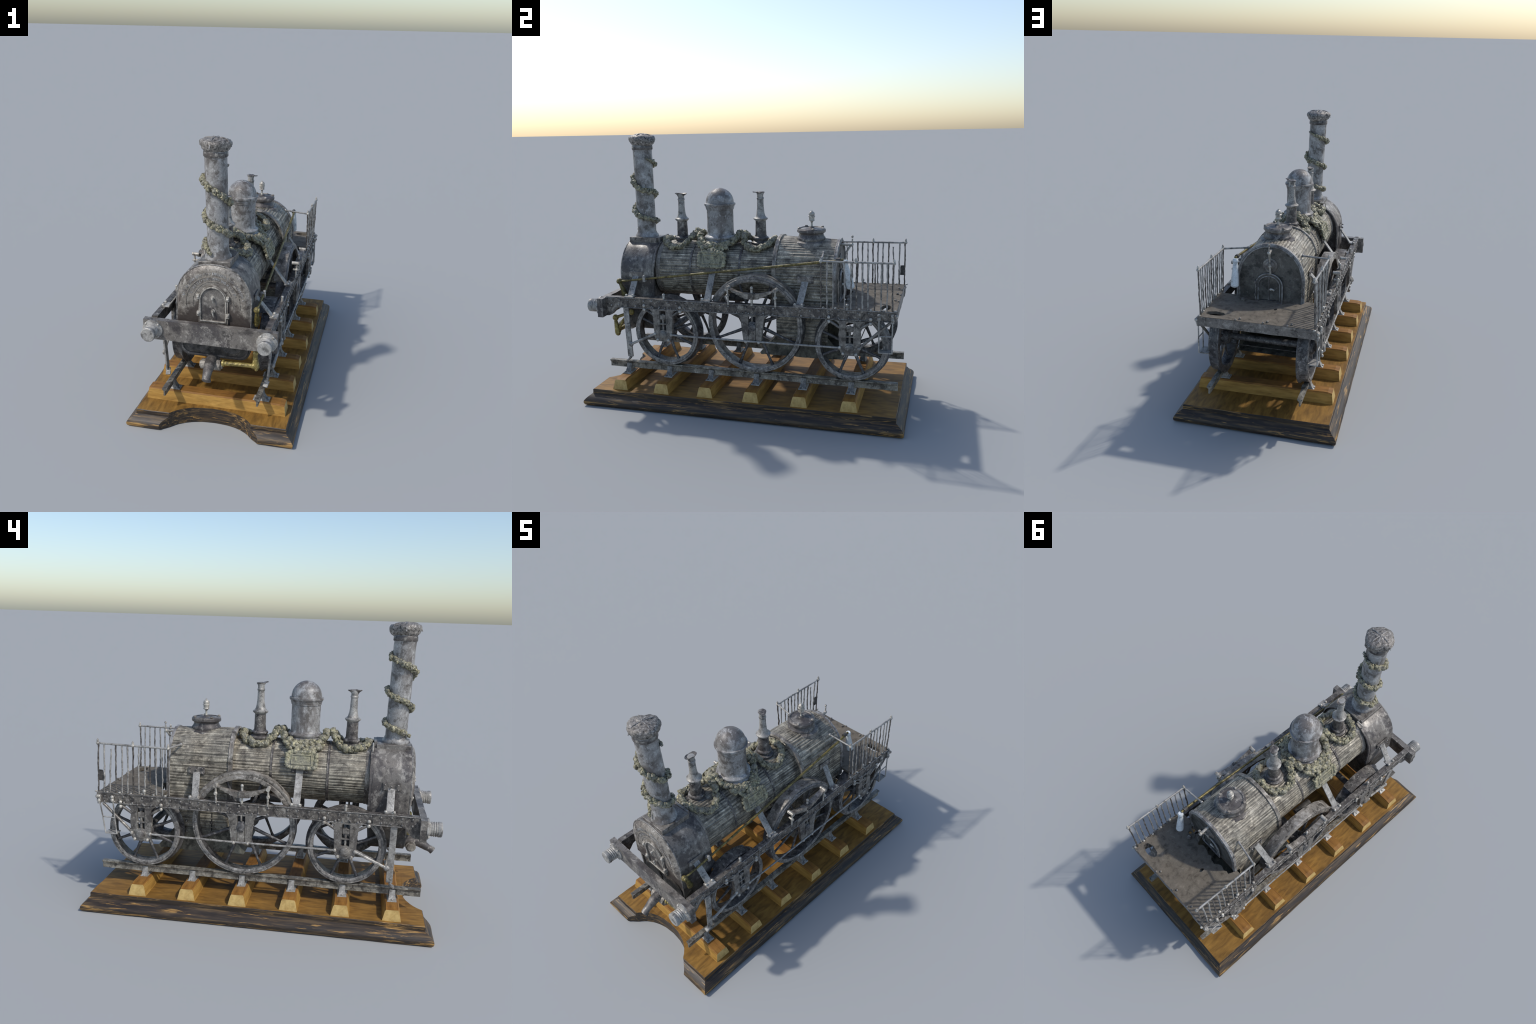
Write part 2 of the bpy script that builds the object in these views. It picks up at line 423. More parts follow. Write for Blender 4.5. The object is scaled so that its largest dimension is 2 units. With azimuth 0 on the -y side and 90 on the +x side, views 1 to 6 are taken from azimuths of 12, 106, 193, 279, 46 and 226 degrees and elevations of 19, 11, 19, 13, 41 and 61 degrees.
# ------------------------------------------------------------------- plinth
def build_plinth():
    ctrl = [(-0.980, 0.292), (-0.968, 0.284), (-0.94, 0.250), (-0.926, 0.236), (-0.908, 0.222), (-0.888, 0.200), (-0.866, 0.166),
            (-0.847, 0.125), (-0.834, 0.070), (-0.8285, 0.0)]
    def hx(y):
        for (a, xa), (b, xb) in zip(ctrl, ctrl[1:]):
            if y <= b: return xa + (xb - xa) * max(0, (y - a)) / (b - a)
        return 0
    levels = [(0.0, 0.010), (0.006, 0.004), (0.018, 0.0), (0.030, 0.002), (0.042, 0.011), (0.051, 0.021), (0.058, 0.032),
              (0.063, 0.041), (0.066, 0.0465), (0.091, 0.047), (0.094, 0.050)]
    X, Y0, Y1 = 0.492, -0.982, 1.0
    NC, NS, NE = 26, 90, 40
    rings = []; tags = None
    for z, d in levels:
        x, y0, y1 = X - d, Y0 + d, Y1 - d
        pts, tg = [], []
        h = hx(y0)
        for i in range(10):                       # front left piece, from corner to cut
            pts.append((-x + (x - h) * i / 10, y0)); tg.append(1)
        half = [(y0 + (-0.8285 - y0) * sin(pi / 2 * i / NC)) for i in range(NC)]
        for y in half: pts.append((-hx(y), y)); tg.append(1)
        pts.append((0, -0.8285)); tg.append(1)
        for y in reversed(half): pts.append((hx(y), y)); tg.append(1)
        for i in range(1, 11): pts.append((h + (x - h) * i / 10, y0)); tg.append(1 if i < 10 else 0)
        for i in range(1, NS + 1): pts.append((x, y0 + (y1 - y0) * i / NS)); tg.append(0 if i < NS else 1)
        for i in range(1, NE + 1): pts.append((x - 2 * x * i / NE, y1)); tg.append(1 if i < NE else 0)
        for i in range(1, NS): pts.append((-x, y1 - (y1 - y0) * i / NS)); tg.append(0)
        ring = []
        for px, py in pts:
            q = Vector((px, py, z))
            o = noise.noise_vector(q * 9) * 0.0018 + noise.noise_vector(q * 40) * 0.0008
            if z == 0: o.z = 0
            if z > 0.06:
                yy = (py + 1) / 2; o.z += 0.001 + 0.004 * yy - 0.004 * yy * px / 0.45
            ring.append(q + o)
        rings.append(ring); tags = tg
    n = len(rings[0]); m = M()
    m.add([p for r in rings for p in r], [])
    for j in range(len(rings) - 1):
        for i in range(n):
            k = (i + 1) % n
            m.f.append((j * n + i, j * n + k, (j + 1) * n + k, (j + 1) * n + i)); m.m.append(1 + tags[i])
    top = len(levels) - 1
    tris = geometry.tessellate_polygon([[Vector((p.x, p.y, 0)) for p in rings[-1]]])
    for t in tris: m.f.append(tuple(top * n + i for i in t)); m.m.append(0)
    m.f.append(tuple(range(n - 1, -1, -1))); m.m.append(1)
    m.obj("plinth", [MAT_WOOD_TOP, MAT_EDGE_Y, MAT_EDGE_X], smooth=35)
build_plinth()

# ----------------------------------------------------------- sleepers, track
def build_track():
    L, n = 0.429, 24
    m = M(); ring = []
    for i in range(n + 1):
        x = -L + 2 * L * i / n
        e = 0.006 if i in (0, n) else 0
        prof = [(-0.053, 0.088), (0.053, 0.088), (0.038, 0.156 - e), (0.032, 0.164 - e), (-0.032, 0.164 - e), (-0.038, 0.156 - e)]
        xx = x - math.copysign(0.009, x) if i in (0, n) else x
        for k, (y, z) in enumerate(prof):
            q = Vector((x if k < 2 else xx, y, z)); q += noise.noise_vector(q * 22) * 0.0018
            ring.append(q)
    m.add(ring, [])
    for i in range(n):
        for k in range(6):
            l = (k + 1) % 6
            m.f.append((i * 6 + k, i * 6 + l, (i + 1) * 6 + l, (i + 1) * 6 + k)); m.m.append(1 if k in (2, 3, 4) else 0)
    m.f.append(tuple(range(6))); m.m.append(2)
    m.f.append(tuple(n * 6 + k for k in range(5, -1, -1))); m.m.append(2)
    me = m.mesh("sleeper", [MAT_SLEEPER, MAT_SLEEPER_TOP, MAT_ENDGRAIN])
    SY = [-0.757, -0.477, -0.193, 0.097, 0.391, 0.681]
    for y in SY:
        o = link(bpy.data.objects.new("sleeper", me))
        yy = (y + 1) / 2
        o.location = (rng.uniform(-0.006, 0.001), y, -0.001 + 0.005 * yy); o.rotation_euler = (0, radians(0.8) * yy, rng.uniform(-0.006, 0.006))
        o.scale = (rng.choice([1, -1]) * rng.uniform(0.985, 1.0), 1, 1)
    prof = [(-0.015, 0.238), (0.015, 0.238), (0.015, 0.230), (0.005, 0.223), (0.004, 0.205), (0.006, 0.192), (-0.006, 0.192), (-0.004, 0.205), (-0.005, 0.223), (-0.015, 0.230)]
    for sx in (1, -1):
        y0, y1 = (-0.893, 0.948) if sx > 0 else (-0.912, 0.942)
        N = 90; m = M(); k = len(prof)
        vs = []
        for i in range(N + 1):
            y = y0 + (y1 - y0) * i / N
            for px, pz in prof:
                q = Vector((sx * 0.272 + px, y, pz)); vs.append(q + noise.noise_vector(q * 28) * 0.0012)
        m.add(vs, [])
        for i in range(N):
            for a in range(k):
                b = (a + 1) % k
                m.f.append((i * k + a, i * k + b, (i + 1) * k + b, (i + 1) * k + a)); m.m.append(0)
        m.f.append(tuple(range(k))); m.m.append(0); m.f.append(tuple(N * k + a for a in range(k - 1, -1, -1))); m.m.append(0)
        m.obj("rail", MAT_RAIL, smooth=40)
    # chair: flared foot on the sleeper, cheeks gripping the rail on both sides
    c = M()
    for s in (1, -1):
        st = [(0.050, 0.160, 0.027), (0.047, 0.167, 0.026), (0.030, 0.174, 0.019), (0.018, 0.192, 0.016), (0.011, 0.216, 0.0165), (0.009, 0.222, 0.016)]
        vs = []
        for x, z, w in st:
            vs += [(s * x, -w, z), (s * x, w, z), (0, w * 0.97, z), (0, -w * 0.97, z)]
        fs = []
        for i in range(len(st) - 1):
            for k in range(4):
                l = (k + 1) % 4; fs.append((i * 4 + k, i * 4 + l, i * 4 + 4 + l, i * 4 + 4 + k))
        e = (len(st) - 1) * 4
        fs += [(3, 2, 1, 0), (e, e + 1, e + 2, e + 3)]
        c.add(vs, fs)
        c.join(ball((s * 0.036, 0, 0.172), 0.006, 8))
    me = c.mesh("rail_chair", MAT_STAY)
    for y in SY:
        for sx in (1, -1):
            o = link(bpy.data.objects.new("rail_chair", me)); o.location = (sx * 0.272, y + rng.uniform(-0.004, 0.004), 0)
            o.rotation_euler = (0, 0, rng.uniform(-0.06, 0.06))
build_track()

# -------------------------------------------------------------------- boiler
def arch_outline(hw, zc, zb, n=40, top=None, e=2.0):
    """open outline from +x bottom over the arch to -x bottom: (x, z, nx, nz)"""
    R = top - zc if top else hw
    out = []
    ns = max(2, int((zc - zb) / 0.01))
    for i in range(ns): out.append((hw, zb + (zc - zb) * i / ns, 1, 0))
    for i in range(n + 1):
        a = pi * i / n
        q = 2 / e; ca, sa = cos(a), sin(a)
        out.append((hw * math.copysign(abs(ca) ** q, ca), zc + R * abs(sa) ** q, ca, sa))
    for i in range(1, ns + 1): out.append((-hw, zc + (zb - zc) * i / ns, -1, 0))
    return out

def fine_outline(out, per):
    """resample an outline at equal arc length `per`"""
    pts = []; acc = 0; nextd = 0
    for a, b in zip(out, out[1:]):
        L = math.hypot(b[0] - a[0], b[1] - a[1])
        while nextd <= acc + L + 1e-9:
            t = (nextd - acc) / L if L else 0
            v = [a[i] + (b[i] - a[i]) * t for i in range(4)]
            l = math.hypot(v[2], v[3]); v[2] /= l; v[3] /= l
            pts.append((v, nextd)); nextd += per
        acc += L
    return pts, acc

def planked(outline, y0, y1, pitch, depth, amp, seed, closed_bottom=True, ny=70, back=True):
    per = pitch / 6
    pts, L = fine_outline(outline, per)
    m = M(); n = len(pts); vs = []
    hgt = [rng.uniform(-0.0010, 0.0010) for _ in range(int(L / pitch) + 3)]
    for j in range(ny + 1):
        y = y0 + (y1 - y0) * j / ny
        for (x, z, nx, nz), s in pts:
            p = Vector((x, y, z))
            w = s + 0.0030 * noise.noise(Vector((s * 40, y * 16, seed))) + 0.0012 * noise.noise(Vector((s * 90, y * 45, seed)))
            u = w / pitch
            h = depth * (abs(sin(pi * u)) ** 0.7 - 1) + hgt[int(u) + 1]
            h += amp * noise.noise(Vector((x * 22, y * 22, z * 22 + seed)))
            vs.append((x + nx * h + cx(y), y, z + nz * h))
    m.add(vs, [])
    for j in range(ny):
        for i in range(n - 1):
            m.f.append((j * n + i, j * n + i + 1, (j + 1) * n + i + 1, (j + 1) * n + i)); m.m.append(0)
        if closed_bottom:
            m.f.append((j * n + n - 1, j * n, (j + 1) * n, (j + 1) * n + n - 1)); m.m.append(0)
    m.f.append(tuple(range(n - 1, -1, -1))); m.m.append(0)
    if back: m.f.append(tuple(ny * n + i for i in range(n))); m.m.append(0)
    return m

BZ, BR = 0.811, 0.176
def build_barrel():
    out = []
    for i in range(121):
        a = -pi / 2 + 2 * pi * i / 120
        out.append((BR * cos(a), BZ + BR * sin(a), cos(a), sin(a)))
    ob = planked(out, -0.60, 0.200, 0.0168, 0.0037, 0.0015, 1.5, ny=90).obj("boiler_barrel", MAT_PLANK, smooth=180)
    for y, w, r, mt in ((-0.357, 0.016, BR - 0.0005, MAT_TUBE_DARK), (-0.034, 0.016, BR - 0.0005, MAT_TUBE_DARK)):
        m = lathe([(r, -w / 2), (r + 0.003, -w / 2 + 0.003), (r + 0.001, 0), (r + 0.003, w / 2 - 0.003), (r, w / 2)], 96, (cx(y), y, BZ), 'y')
        m.weather(0.0012, 30).obj("boiler_band", mt, ob, 50)
build_barrel()

def ring_band(outline, y0, y1, t, name, mat, parent):
    """raised moulding following an arch outline"""
    m = M(); pts, L = fine_outline(outline, 0.008); n = len(pts)
    prof = [(-0.004, 0), (t * 0.8, 0.1), (t, 0.35), (t * 0.75, 0.6), (t, 0.85), (-0.004, 1)]
    vs = []
    for h, k in prof:
        y = y0 + (y1 - y0) * k
        for (x, z, nx, nz), s in pts:
            q = Vector((x + nx * h + cx(y), y, z + nz * h)); vs.append(q + noise.noise_vector(q * 30) * 0.0012)
    m.add(vs, [])
    for j in range(len(prof) - 1):
        for i in range(n - 1):
            m.f.append((j * n + i, j * n + i + 1, (j + 1) * n + i + 1, (j + 1) * n + i)); m.m.append(0)
    if name.startswith('firebox'): roof_rise(m)
    return m.obj(name, mat, parent, 50)

FHW, FZC, FTOP = 0.206, 0.803, 1.022
def roof_rise(m):
    for p in m.v:
        if p.z > FZC: p.z += 0.013 * (p.z - FZC) / 0.22 * max(0, min(1, (0.56 - p.y) / 0.36))
        if p.x < 0 and p.z > 0.86:      # fuller left shoulder
            a = atan2(p.z - FZC, -p.x); w = max(0, sin(2 * a)) ** 1.5 * max(0, min(1, (0.58 - p.y) / 0.12)) * 0.011
            p.x -= w * cos(a); p.z += w * sin(a)
    return m
def build_firebox():
    out = arch_outline(FHW, FZC, 0.618, 60, FTOP)
    fb = roof_rise(planked(out, 0.195, 0.562, 0.0185, 0.0038, 0.0016, 4.2, ny=46)).obj("firebox", MAT_PLANK, smooth=180)
    ring_band(out, 0.182, 0.212, 0.0085, "firebox_band", MAT_FACE, fb)
    ring_band(out, 0.552, 0.574, 0.006, "firebox_rim", MAT_TUBE, fb)
    # backhead: plain plate with relief
    pl = [(x * 0.985, z) for x, z, _, _ in arch_outline(FHW, FZC, 0.622, 40, FTOP)]
    c = cx(0.56)
    plate([(x + c, z) for x, z in pl], [], 0.556, 0.567, 'xz').obj("backhead", MAT_BACK, fb, 30)
    def archpts(hw, z0, zs, ztop, x0):
        R = ztop - zs
        return [(x0 + hw, z0)] + [(x0 + hw * cos(pi * i / 14), zs + R * sin(pi * i / 14)) for i in range(15)] + [(x0 - hw, z0)]
    X = 0.018
    frame = plate(archpts(0.083, 0.655, 0.765, 0.842, X), [archpts(0.068, 0.668, 0.762, 0.826, X)], 0.566, 0.577, 'xz')
    frame.obj("firebox_door_frame", MAT_BACK, fb, 30, bevel=0.003)
    for hw, zt, zb, r in ((0.083, 0.842, 0.655, 0.0042), (0.067, 0.825, 0.669, 0.0034)):
        tube([Vector((a, 0.578, b)) for a, b in archpts(hw, zb, 0.764, zt, X)] , r, 8).obj("firebox_door_bead", MAT_TUBE, fb, 60)
    rod((X - 0.083, 0.578, 0.655), (X + 0.083, 0.578, 0.655), 0.0042).obj("firebox_door_bead", MAT_TUBE, fb, 60)
    rod((X, 0.574, 0.670), (X, 0.574, 0.824), 0.0038).obj("firebox_door_bead", MAT_TUBE, fb, 60)
    rm = [Vector((x * 0.955 + c, 0.569, z - 0.004)) for x, z, _, _ in arch_outline(FHW, FZC, 0.630, 40, FTOP - 0.006)]
    tube(rm, 0.0065, 8).weather(0.0015, 40).obj("backhead_rim", MAT_TUBE, fb, 60)
    for s in (1, -1):
        h = [(X + s * 0.003, 0.669)] + [(X + s * (0.003 + 0.064 * sin(pi / 2 * i / 8)), 0.762 + 0.063 * cos(pi / 2 * i / 8)) for i in range(9)] + [(X + s * 0.067, 0.669)]
        plate(h, [], 0.566, 0.572, 'xz').obj("firebox_door_leaf", MAT_BACK, fb, 30, bevel=0.0015)
    ball((X - 0.012, 0.58, 0.742), 0.009).join(rod((X - 0.016, 0.579, 0.745), (X - 0.034, 0.579, 0.737), 0.006)).obj("door_latch", MAT_BRIGHT, fb)
    for z in (0.70, 0.78):
        box((X + 0.085, 0.575, z), (0.012, 0.016, 0.02)).obj("door_hinge", MAT_SMOKE, fb, 30, bevel=0.002)
    lathe([(0.045, 0), (0.045, -0.006), (0.034, -0.010), (0.030, -0.008), (0.022, -0.014), (0.010, -0.018), (0.004, -0.018)], 32, (0.014, 0.566, 0.893), 'y').obj("inspection_cover", MAT_SMOKE, fb)
    # regulator rod and whistle standing off the backhead
    m = rod((0.008, 0.556, 0.992), (0.006, 0.642, 0.992), 0.0075).join(rod((0.005, 0.638, 0.985), (0.005, 0.639, 1.030), 0.0045)).join(ball((0.005, 0.639, 1.042), 0.008))
    m.join(ball((0.006, 0.636, 0.992), 0.0115))
    m.weather(0.001, 60).obj("whistle", MAT_BRIGHT, fb)
    m = tube(resample([(0.006, 0.630, 0.990), (0.010, 0.600, 0.940), (0.010, 0.588, 0.88), (0.008, 0.584, 0.846)], 0.01), lambda t: 0.0055 + 0.0015 * sin(9 * t), 8)
    m.join(ball((0.010, 0.588, 0.893), 0.010)).weather(0.001, 60).obj("regulator_lever", MAT_BRIGHT, fb)
    # lower firebox and flared ash pan
    out = arch_outline(0.200, 0.60, 0.425, 10, 0.618)
    planked(out, 0.208, 0.525, 0.0185, 0.0035, 0.0015, 9.0, closed_bottom=False, ny=40, back=False).obj("lower_firebox", MAT_PLANK, fb, 180)
    v = []
    sec = [(0.452, 0.206, 0.527), (0.430, 0.190, 0.545), (0.385, 0.150, 0.580), (0.335, 0.100, 0.622), (0.322, 0.108, 0.612)]
    m = M()
    for z, a, b in sec:
        for i in range(21): v.append((0.2, a + (b - a) * i / 20, z))
        for i in range(21): v.append((-0.2, b - (b - a) * i / 20, z))
    m.add(v, [])
    for j in range(len(sec) - 1):
        for i in range(42):
            if i == 20: continue            # open towards the rear
            k = (i + 1) % 42; m.f.append((j * 42 + i, j * 42 + k, (j + 1) * 42 + k, (j + 1) * 42 + i)); m.m.append(0)
    m.f.append(tuple(4 * 42 + i for i in range(41, -1, -1))); m.m.append(0)
    m.weather(0.004, 18).obj("ashpan", MAT_ASH, fb, 40)
    gridbox((0, 0.30, 0.52), (0.385, 0.006, 0.20), 0.03).obj("firebox_shadow_panel", MAT_INNER_SHADOW, fb, 30)  # black panel modelled to give the open firebox its dark shaded inside
    b = M()
    for s in (1, -1):
        for y in (0.30, 0.45):
            for z in (0.435, 0.50): b.join(ball((s * 0.203, y, z), 0.010, 8, (0.6, 1, 1)))
    b.obj("firebox_stud", MAT_FRAME, fb, kind="stuff")
build_firebox()

SHW, SZC, STOP = 0.217, 0.772, 0.996
X0 = -0.006
def face_y(x, z):
    # rim distance in the arch metric, then a quick swell to a nearly flat crown, flatter towards the foot
    u = abs(x - X0) / 0.212
    w = max(0.0, z - 0.772) / 0.219
    rho = (u ** 2.2 + w ** 2.2) ** (1 / 2.2)
    e = max(0, min(1, (1 - rho) / 0.13)); e = 1 - (1 - e) ** 2
    f = max(0, min(1, (z - 0.645) / 0.15)); f = f * f * (3 - 2 * f)
    return -0.817 - (0.020 - 0.006 * max(0, min(1, (0.85 - rho) / 0.5))) * e * (0.35 + 0.65 * f)
def on_face(m, lift=0.0):
    for p in m.v: p.y += face_y(p.x, p.z) + 0.820 - lift
    return m
def lean_door(m):
    for p in m.v: p.y -= 0.001 + 0.025 * max(0, p.z - 0.655)
    return m
def build_smokebox():
    out = arch_outline(SHW, SZC, 0.63, 48, STOP, 2.2)
    pts, L = fine_outline(out, 0.012); n = len(pts)
    m = M(); vs = []
    ys = [(-0.820, -0.007), (-0.817, -0.002), (-0.812, 0.0)] + [(-0.81 + 0.2 * i / 16, 0.0) for i in range(1, 17)] + [(-0.606, 0.0)]
    for y, h in ys:
        for (x, z, nx, nz), s in pts:
            q = Vector((x + nx * h + cx(y), y, z + nz * h)); vs.append(q + noise.noise_vector(q * 14) * 0.0022 + noise.noise_vector(q * 45) * 0.0008)
    m.add(vs, [])
    for j in range(len(ys) - 1):
        for i in range(n - 1):
            m.f.append((j * n + i, j * n + i + 1, (j + 1) * n + i + 1, (j + 1) * n + i)); m.m.append(0)
        m.f.append((j * n + n - 1, j * n, (j + 1) * n, (j + 1) * n + n - 1)); m.m.append(0)
    m.f.append(tuple((len(ys) - 1) * n + i for i in range(n))); m.m.append(0)
    # domed front plate: rings shrinking towards the middle
    K = 16; o = len(m.v); ring0 = [m.v[i].copy() for i in range(n)]
    for k in range(1, K):
        t = k / K
        for p in ring0:
            x = X0 + (p.x - X0) * (1 - t); z = 0.775 + (p.z - 0.775) * (1 - t)
            q = Vector((x, face_y(x, z), z)); m.v.append(q + noise.noise_vector(q * 40) * 0.0008)
    for k in range(K - 1):
        for i in range(n):
            j = (i + 1) % n
            a, b = (i, j) if k == 0 else (o + (k - 1) * n + i, o + (k - 1) * n + j)
            c, d = o + k * n + i, o + k * n + j
            m.f.append((a, b, d, c)); m.m.append(1)
    m.f.append(tuple(o + (K - 2) * n + i for i in range(n))); m.m.append(1)
    sb = m.obj("smokebox", [MAT_SMOKE, MAT_FRONT], smooth=50)
    ring_band(arch_outline(SHW - 0.004, SZC, 0.635, 48, STOP - 0.004, 2.2), -0.609, -0.588, 0.003, "smokebox_band", MAT_SMOKE, sb)
    lathe([(BR - 0.01, 0), (BR + 0.006, 0.001), (BR + 0.007, -0.006), (BR + 0.003, -0.012), (BR + 0.004, -0.020), (BR, -0.026)], 80, (cx(-0.59), -0.592, BZ), 'y').weather(0.0012, 25).obj("barrel_collar", MAT_FACE, sb, 50)
    # concentric raised arches on the front plate
    X = -0.005
    def archpts(hw, z0, zs, ztop, n=24):
        R = ztop - zs
        return [(X + hw, z0)] + [(X + hw * cos(pi * i / n), zs + R * sin(pi * i / n)) for i in range(n + 1)] + [(X - hw, z0)]
    def archframe(o, i, y0, y1, name, mat, bev=0.002):
        # horseshoe open at the foot
        outer = archpts(*o); inner = archpts(*i)
        on_face(plate(outer + list(reversed(inner)), [], y0, y1, 'xz')).obj(name, mat, sb, 30, bevel=bev)
    rim = [Vector((x * 0.985 + cx(-0.82), -0.8165, z - 0.003)) for x, z, _, _ in arch_outline(SHW, SZC, 0.640, 48, STOP, 2.2)]
    tube(rim, 0.0050, 8).weather(0.0012, 40).obj("front_rim", MAT_RIM, sb, 60)
    archframe((0.157, 0.745, 0.772, 0.930), (0.153, 0.745, 0.772, 0.926), -0.819, -0.8220, "front_arch", MAT_FACE, 0.001)
    archframe((0.118, 0.745, 0.770, 0.902), (0.114, 0.745, 0.770, 0.898), -0.819, -0.8220, "front_arch", MAT_FACE, 0.001)
    # worn raised inscription: two bands of small strokes, no longer legible
    m = M(); r2 = random.Random(3)
    for R, RZ, a0, a1, hgt in ((0.174, 0.177, 12, 168, 0.020), (0.137, 0.147, 20, 160, 0.019)):
        a = a0
        while a < a1:
            w = r2.choice((0.8, 0.8, 1.6, 2.2)) * 0.9
            ra = radians(a); c = Vector((X + R * cos(ra), 0, 0.772 + RZ * sin(ra))); c.y = face_y(c.x, c.z) + 0.0012
            b = box((0, 0, 0), (0.0028 + 0.0012 * w, 0.0055, hgt * r2.uniform(0.55, 1)))
            m.join(b, Matrix.Translation(c) @ Matrix.Rotation(pi / 2 - ra + r2.uniform(-0.3, 0.3), 4, 'Y'))
            a += r2.choice((2.2, 2.6, 3.0, 3.0, 5.5))
    m.obj("worn_inscription", MAT_TUBE, sb, 30, kind="stuff")
    # door
    o = archpts(0.086, 0.650, 0.785, 0.880); i_ = archpts(0.068, 0.668, 0.785, 0.862)
    lean_door(plate(o, [i_], -0.812, -0.834, 'xz')).obj("smokebox_door_frame", MAT_FACE, sb, 30, bevel=0.003)
    o2 = archpts(0.076, 0.660, 0.785, 0.871); i2 = archpts(0.071, 0.665, 0.785, 0.866)
    lean_door(plate(o2, [i2], -0.828, -0.838, 'xz')).obj("smokebox_door_bead", MAT_BRIGHT, sb, 30, bevel=0.002)
    d = lean_door(plate(archpts(0.070, 0.666, 0.785, 0.864), [], -0.815, -0.8285, 'xz')).obj("smokebox_door", MAT_SMOKE, sb, 30)
    for z in (0.806, 0.725):
        lathe([(0.012, 0), (0.012, 0.006), (0.005, 0.008), (0.005, 0.016), (0.008, 0.018), (0.006, 0.026), (0.001, 0.028)], 14, (-0.006, -0.826 - 0.025 * (z - 0.655), z), 'y', 0.01).obj("door_knob", MAT_BRIGHT, d)
        tube([(-0.006, -0.845 - 0.025 * (z - 0.655), z), (-0.002, -0.847 - 0.025 * (z - 0.655), z - 0.015), (0.0, -0.841 - 0.025 * (z - 0.655), z - 0.032)], lambda t: 0.0045 - 0.002 * t, 8).obj("door_handle", MAT_BRIGHT, d)
    for s in (1, -1):
        for z in (0.705, 0.808):
            lean_door(box((X + s * 0.085, -0.832, z), (0.018, 0.016, 0.03)).join(ball((X + s * 0.085, -0.838, z), 0.009))).obj("door_hinge", MAT_BRIGHT, sb, 40, bevel=0.002)
    # saddle plate for the chimney
    m = gridbox((-0.005, -0.714, 0.975), (0.184, 0.190, 0.068), 0.02)
    for p in m.v:
        if p.z > 1.0: p.z += 0.06 * (p.x + 0.005)
    m.weather(0.0010, 20).obj("chimney_seat", MAT_SEAT, sb, 40, bevel=0.003)
    m = gridbox((-0.005, -0.6125, 0.982), (0.150, 0.016, 0.066), 0.02).weather(0.001, 20)
    m.obj("chimney_seat_rear_flange", MAT_SEAT, sb, 40, bevel=0.002)
    # small vent box behind seat + side fittings
    tube([(-0.118, -0.60, 0.955), (-0.120, -0.60, 1.000), (-0.075, -0.60, 1.004), (-0.072, -0.6, 0.985)], 0.0045, 8).obj("hand_grip", MAT_BRIGHT, sb)
    # cylinder block below
    ol = [(0.207, 0.640)] + arc(0.142, 0.485, 0.062, 0, -90, 8) + arc(-0.15, 0.485, 0.062, -90, -180, 8) + [(-0.215, 0.640)]
    ol = [(x, z) for x, z in ol]
    cb = plate(ol, [], -0.806, -0.605, 'xz').obj("cylinder_block", MAT_DARK, None, 30, bevel=0.006)
    ol2 = [(0.200, 0.625)] + arc(0.138, 0.487, 0.055, 0, -90, 8) + arc(-0.146, 0.487, 0.055, -90, -180, 8) + [(-0.208, 0.625)]
    ol3 = [(0.190, 0.615)] + arc(0.134, 0.493, 0.05, 0, -90, 8) + arc(-0.142, 0.493, 0.05, -90, -180, 8) + [(-0.198, 0.615)]
    plate(ol2, [ol3], -0.804, -0.813, 'xz').obj("cylinder_block_rim", MAT_SMOKE, cb, 30, bevel=0.002)
    for s in (1, -1):
        lathe([(0.080, 0), (0.080, 0.007), (0.068, 0.010), (0.058, 0.004), (0.02, 0.004), (0.004, 0.004)], 36, (-0.004 + s * 0.098, -0.805, 0.530), 'y').obj("cylinder_cover", MAT_DARK, cb)
build_smokebox()

# --------------------------------------------------------- chimney and domes
def rosette(seed):
    """one small flower: lobed bun with a spiral crease"""
    r = random.Random(seed); k = r.choice((4, 5, 6)); tw = r.uniform(2, 5); ph = r.uniform(0, 6)
    v, f = [], []; seg, n = 14, 7
    for j in range(1, n):
        th = pi * j / n
        for i in range(seg):
            a = 2 * pi * i / seg
            rr = 1 + 0.20 * sin(k * a + tw * th + ph) * sin(th) + 0.16 * sin(7 * th)
            v.append((rr * sin(th) * cos(a), rr * sin(th) * sin(a), 0.72 * rr * cos(th)))
    for j in range(n - 2):
        for i in range(seg):
            q = (i + 1) % seg; f.append((j * seg + i, (j + 1) * seg + i, (j + 1) * seg + q, j * seg + q))
    t = len(v); v += [(0, 0, 0.62), (0, 0, -0.7)]
    for i in range(seg):
        q = (i + 1) % seg; f.append((t, i, q)); f.append((t + 1, (n - 2) * seg + q, (n - 2) * seg + i))
    return M().add(v, f)
ROSES = [rosette(i) for i in range(8)]
def leaf(seed):
    r = random.Random(seed + 50)
    v, f = [], []; n = 6
    for i in range(n + 1):
        t = i / n; w = 0.55 * sin(pi * min(1, t * 0.92 + 0.06)) ** 0.8; z = 0.35 * sin(pi * t) + 0.05 * sin(9 * t + seed)
        for yy, dz in ((-w, -0.12), (0, 0.08), (w, -0.12), (0, -0.22)):
            v.append((t * 2 - 1, yy, z + dz))
    for i in range(n):
        for k in range(4):
            l = (k + 1) % 4; f.append((i * 4 + k, i * 4 + l, i * 4 + 4 + l, i * 4 + 4 + k))
    f += [(3, 2, 1, 0), (n * 4, n * 4 + 1, n * 4 + 2, n * 4 + 3)]
    return M().add(v, f)
LEAVES = [leaf(i) for i in range(4)]

